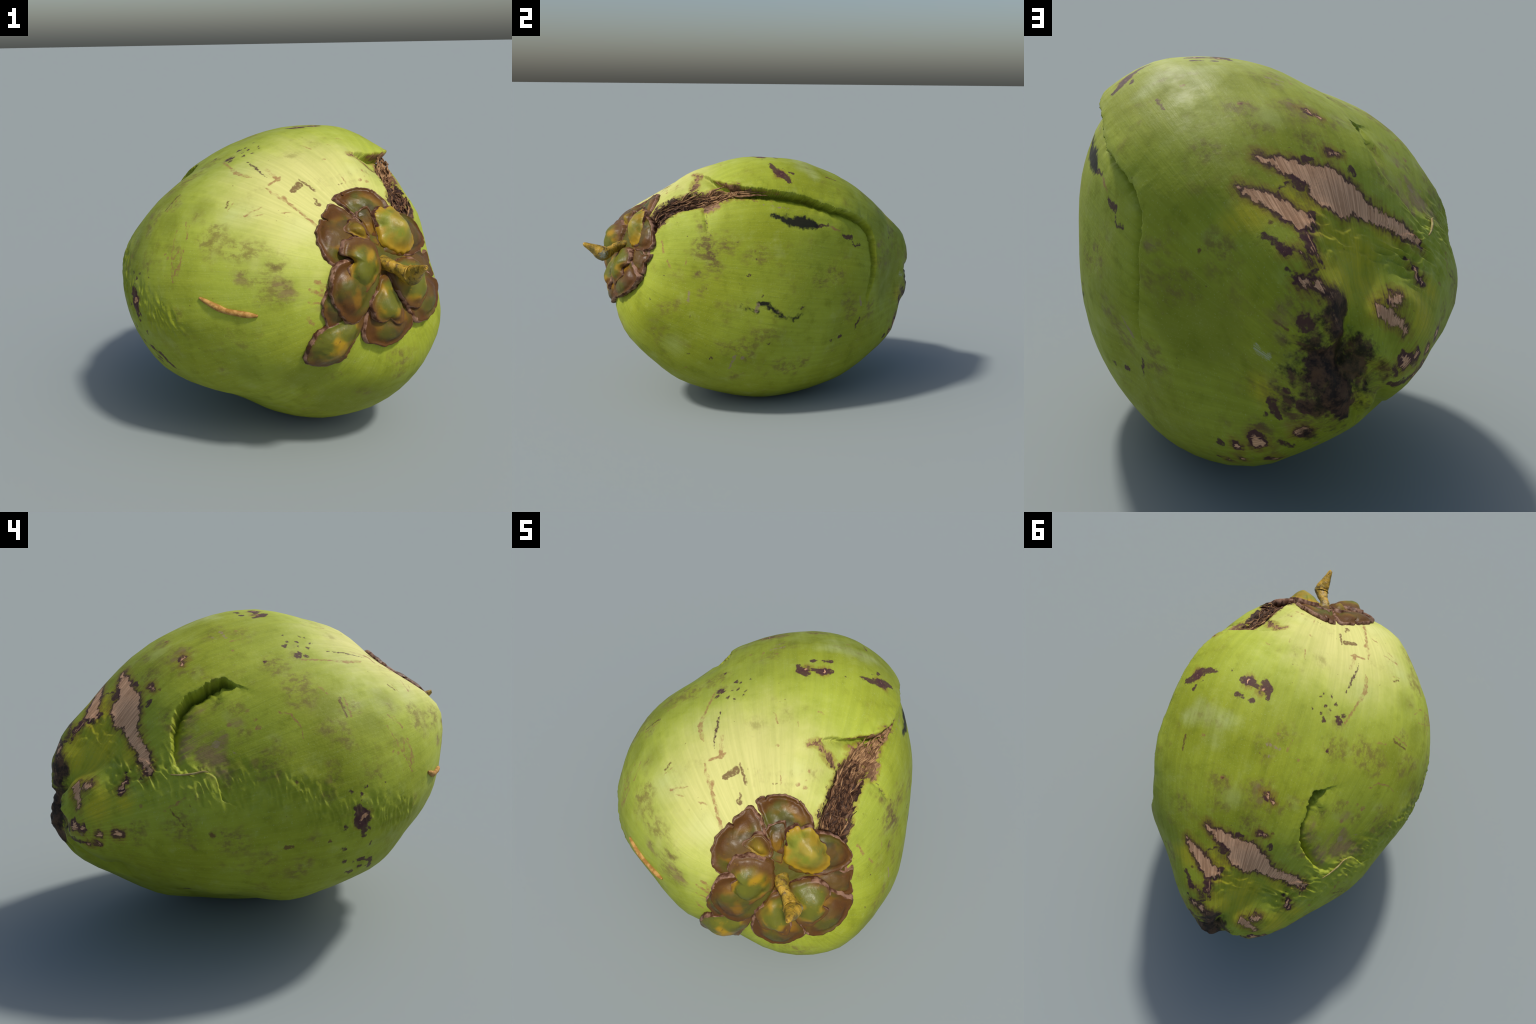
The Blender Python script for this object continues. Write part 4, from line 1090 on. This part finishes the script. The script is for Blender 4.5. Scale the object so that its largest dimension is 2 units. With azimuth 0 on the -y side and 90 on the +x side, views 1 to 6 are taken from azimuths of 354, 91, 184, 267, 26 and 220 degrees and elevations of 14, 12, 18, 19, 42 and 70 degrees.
def build_sepal(name, outline, edge_lift, crown, thick, lip, seed, mats, centre_shift=0.0):
    """leathery scale: rings from its middle to a ragged outline, a swollen crown, a turned-up lip"""
    edge = catmull(outline, 10, closed=True)
    m = len(edge)
    wig = wobble(np.c_[edge, np.zeros(m)], 38, seed)
    mid = edge.mean(0)
    out = edge - mid
    edge = edge + out / (np.linalg.norm(out, axis=1, keepdims=True) + 1e-6) * (0.009 * wig + 0.003 * wobble(np.c_[edge, np.full(m, 2.0)], 85, seed))[:, None]
    base = -mid / (np.linalg.norm(mid) + 1e-6)
    mid = mid + base * centre_shift
    rings = np.r_[np.linspace(0.04, 0.8, 14), 0.85, 0.89, 0.92, 0.95, 0.975, 0.992, 1.0]
    toward = (edge @ base - (edge @ base).min()) / np.ptp(edge @ base)      # 1 at the stalk, 0 at the free edge
    pts, heights = [], []
    calm = edge.copy()
    for _ in range(60):
        calm = (calm + np.roll(calm, 2, 0) + np.roll(calm, -2, 0)) / 3
    for s in rings:
        ab = mid + (calm + (edge - calm) * s**4 - mid) * s
        wave = wobble(np.c_[ab, np.full(m, seed)], 16, seed) * 0.008 + wobble(np.c_[ab, np.full(m, seed)], 42, seed) * 0.002
        h = edge_lift + crown * (1 - s**2.2) + lip * math.exp(-((s - 0.95) / 0.05) ** 2) - lip * 0.8 * math.exp(-((s - 0.80) / 0.09) ** 2) + wave * (1.2 - 0.6 * s)
        h = h - 0.007 * smooth(0.96, 1.0, s) - 0.012 * toward * s
        pts.append(ab); heights.append(h)
    top = np.vstack([on_calyx(a, h) for a, h in zip(pts, heights)])
    low = np.vstack([on_calyx(a * 1.0, np.maximum(h - thick, -0.02)) for a, h in zip(pts, heights)])
    k = len(rings)
    verts = np.vstack([top, low, top[:m].mean(0)[None], low[:m].mean(0)[None]])
    ct, cl = 2 * k * m, 2 * k * m + 1
    faces, slot = [], []
    rough_edge = 0.960 + 0.025 * wobble(np.c_[edge, np.zeros(m)], 60, seed + 3)
    for j in range(m):
        j2 = (j + 1) % m
        faces += [(ct, j, j2), (cl, k * m + j2, k * m + j)]; slot += [0, 0]
        for i in range(k - 1):
            a, b, c, d = i * m + j, i * m + j2, (i + 1) * m + j2, (i + 1) * m + j
            faces += [(a, d, c, b), (k * m + a, k * m + b, k * m + c, k * m + d)]
            slot += [1 if rings[i + 1] > rough_edge[j] and toward[j] < 0.72 else 0, 0]
        faces.append(((k - 1) * m + j, (2 * k - 1) * m + j, (2 * k - 1) * m + j2, (k - 1) * m + j2)); slot.append(1)
    origin = CALYX_N
    centre = on_calyx(mid[None], np.zeros(1))[0]
    z = centre - CENTRE_N; z /= np.linalg.norm(z)
    x = centre - origin; x -= z * (x @ z); x /= np.linalg.norm(x) + 1e-9
    y = np.cross(z, x)
    frame = np.stack([x, y, z], 1)
    me = bpy.data.meshes.new(name)
    me.from_pydata([tuple(v) for v in (verts - origin) @ frame], [], faces)
    for mt in mats:
        me.materials.append(mt)
    me.polygons.foreach_set("material_index", slot)
    bm = bmesh.new(); bm.from_mesh(me)
    bmesh.ops.recalc_face_normals(bm, faces=bm.faces)
    bm.to_mesh(me); bm.free()
    me.shade_smooth()
    obj = bpy.data.objects.new(name, me)
    from mathutils import Matrix
    rot = Matrix([list(r) for r in frame]).to_4x4()
    obj.matrix_world = Matrix.Translation(Vector(origin)) @ rot
    return obj


def build_tube(name, spine, radii, sides, knobs, material, seed, flat=1.0):
    """a lofted round part with ribs and knobs along a spine"""
    s = catmull(spine, 10); r = np.interp(np.linspace(0, len(radii) - 1, len(s)), range(len(radii)), radii)
    t = np.gradient(s, axis=0); t /= np.linalg.norm(t, axis=1, keepdims=True)
    u = np.cross(t, (0.2, 0.1, 1.0)); u /= np.linalg.norm(u, axis=1, keepdims=True); w = np.cross(t, u)
    ang = np.arange(sides) * math.tau / sides
    verts = []
    for i in range(len(s)):
        ring = s[i] + (np.cos(ang)[:, None] * u[i] + flat * np.sin(ang)[:, None] * w[i]) * r[i]
        bump = 1 + knobs * (0.5 * np.cos(3 * ang + 0.6 + 0.02 * i) + 1.1 * wobble(ring, 24, seed) + 0.5 * wobble(ring, 60, seed))
        ring = s[i] + (ring - s[i]) * bump[:, None]
        verts.append(ring)
    verts = np.vstack(verts)
    n = len(s)
    faces = [(i * sides + j, i * sides + (j + 1) % sides, (i + 1) * sides + (j + 1) % sides, (i + 1) * sides + j) for i in range(n - 1) for j in range(sides)]
    faces += [tuple(range(sides))[::-1], tuple((n - 1) * sides + j for j in range(sides))]
    me = bpy.data.meshes.new(name)
    me.from_pydata([tuple(v) for v in verts], [], faces)
    me.materials.append(material)
    bm = bmesh.new(); bm.from_mesh(me); bmesh.ops.recalc_face_normals(bm, faces=bm.faces); bm.to_mesh(me); bm.free()
    me.shade_smooth()
    return bpy.data.objects.new(name, me)


def stalk_material():
    n = Nodes("stalk_skin")
    p = n.add("ShaderNodeTexCoord", 3)
    a = n.noise(p, 18.0, 4, 0.6); b = n.noise(p, 60.0, 3)
    col = n.mix(n.ramp(a, 0.38, 0.60), STALK_OLIVE, STALK_GOLD)
    col = n.mix(n.ramp(b, 0.52, 0.66, 0, 0.7), col, STALK_DARK)
    pale = n.ramp(n.vec("DISTANCE", p, STALK_PALE), 0.035, 0.015)
    col = n.mix(n.math("MULTIPLY", pale, n.ramp(b, 0.4, 0.5)), col, (0.35, 0.34, 0.24))
    return n.finish(col, 0.45, n.math("ADD", a, b), 0.4, 0.012, 0.4)


def build_fibres(name, paths, material):
    """loose husk hairs as one bevelled curve turned to mesh"""
    verts, faces = [], []
    for path, radius in paths:
        s = catmull(path, 5)
        t = np.gradient(s, axis=0); t /= np.linalg.norm(t, axis=1, keepdims=True) + 1e-9
        u = np.cross(t, (0.3, 0.2, 0.9)); u /= np.linalg.norm(u, axis=1, keepdims=True) + 1e-9; w = np.cross(t, u)
        o = len(verts); n = len(s)
        for i in range(n):
            rr = radius * (0.35 + 0.65 * math.sin(math.pi * min(max(i / (n - 1), 0.06), 0.94)))
            for k in range(5):
                a = k * math.tau / 5
                verts.append(tuple(s[i] + (math.cos(a) * u[i] + math.sin(a) * w[i]) * rr))
        faces += [(o + i * 5 + k, o + i * 5 + (k + 1) % 5, o + (i + 1) * 5 + (k + 1) % 5, o + (i + 1) * 5 + k) for i in range(n - 1) for k in range(5)]
        faces += [tuple(o + k for k in range(5))[::-1], tuple(o + (n - 1) * 5 + k for k in range(5))]
    me = bpy.data.meshes.new(name)
    me.from_pydata(verts, [], faces); me.materials.append(material); me.shade_smooth()
    return bpy.data.objects.new(name, me)


def fibre_material(name, a, b):
    n = Nodes(name)
    p = n.add("ShaderNodeTexCoord", 3)
    return n.finish(n.mix(n.ramp(n.noise(p, 40.0, 3), 0.4, 0.6), a, b), 0.75, specular=0.15)


# ------------------------------------------------------------------ assembly
thing = bpy.data.objects.new("coconut", None)
thing["label"] = "green young coconut on its side, scarred husk, brown calyx and stalk"
thing["category"] = "coconut"
link(thing)

me = build_husk()
paint_regions(me)
husk = link(bpy.data.objects.new("husk", me), thing)

# name the wound and the charred blossom end as parts of their own
f = np.empty(len(me.polygons) * 3); me.polygons.foreach_get("center", f); f = f.reshape(-1, 3)
chain = catmull(np.array(GOUGE), 14)
dist, _, at = along(f, chain[:, :3])
in_gouge = dist < chain[at, 3]
gouge = link(split_off(husk, "husk_gouge", in_gouge), thing)
me = husk.data
f = np.empty(len(me.polygons) * 3); me.polygons.foreach_get("center", f); f = f.reshape(-1, 3)
gouge_keep = np.linalg.norm(f - TIP, axis=1) < 0.13
tip = link(split_off(husk, "blossom_end", gouge_keep), thing)

rim = rim_material("sepal_rim")
outer = sepal_material("sepal_outer", SEPAL_OLIVE, SEPAL_OCHRE, SEPAL_BROWN, SEPAL_BLACK)
inner = sepal_material("sepal_inner", SEPAL_GREEN, SEPAL_GOLD, SEPAL_RUST, SEPAL_OLIVE)
bright = sepal_material("sepal_bright", SEPAL_LIME, SEPAL_LEMON, SEPAL_GOLD, SEPAL_GREEN)
tones = {"outer": outer, "inner": inner, "bright": bright}
for i, (tone, shape, outline) in enumerate(SEPALS):
    sepal = build_sepal("sepal" if i else "calyx", outline, *shape, seed=3.0 + 2.3 * i, mats=(tones[tone], rim))
    w = sepal.matrix_world.copy()
    link(sepal, thing if i == 0 else calyx)
    if i == 0:
        calyx = sepal                       # the fused base plate that carries the sepals
    bpy.context.view_layer.update()
    sepal.matrix_world = w

stalk = link(build_tube("stalk", STALK_SPINE, STALK_RADII, 28, 0.16, stalk_material(), 5.0), thing)

# husk hairs lying along the gouge, and dry strands round the dent
paths_dark, paths_tan = [], []
line = catmull(np.array(GOUGE), 10)
for k in range(130):
    i0 = random.randint(0, len(line) - 22); length = random.randint(7, 20)
    off = random.uniform(-0.8, 0.8); drift = random.uniform(-0.6, 0.6)
    path = []
    for q in range(0, length, 3):
        i = min(i0 + q, len(line) - 1)
        c = line[i, :3]; t = line[min(i + 1, len(line) - 1), :3] - line[max(i - 1, 0), :3]
        nrm = c - CENTRE_N; nrm /= np.linalg.norm(nrm)
        sidew = np.cross(nrm, t); sidew /= np.linalg.norm(sidew) + 1e-9
        w = line[i, 3]
        o = off + drift * q / length + random.uniform(-0.10, 0.10)
        sunk = min(0.032, w * 0.55) * (1 - smooth(0.55, 1.0, abs(o)))
        path.append(c + sidew * o * w + nrm * (0.004 - sunk + random.uniform(-0.003, 0.005)))
    (paths_dark if i0 < 34 and random.random() < 0.65 else paths_tan).append((np.array(path), random.choice((0.0016, 0.0022, 0.003, 0.0048))))
hair_dark = link(build_fibres("husk_fibre", paths_dark, fibre_material("fibre_dark", FIBRE_DARK, FIBRE_MID)), thing)
hair_tan = link(build_fibres("husk_fibre", paths_tan, fibre_material("fibre_tan", FIBRE_MID, FIBRE_TAN)), thing)
for o in (hair_dark, hair_tan):
    o["kind"] = "stuff"
straw = fibre_material("dry_strand", (0.32, 0.24, 0.09), (0.42, 0.36, 0.14))
for spine, radius in STRANDS:
    pts = np.asarray(spine, float)
    link(build_fibres("dry_strand", [(pts, radius)], straw), thing)

cork = fibre_material("cork_ridge", (0.30, 0.15, 0.035), (0.46, 0.26, 0.08))
link(build_tube("cork_ridge", skin(np.array(CORK), 0.002), [0.005, 0.013, 0.014, 0.013, 0.014, 0.013, 0.005], 12, 0.12, cork, 2.0), thing)
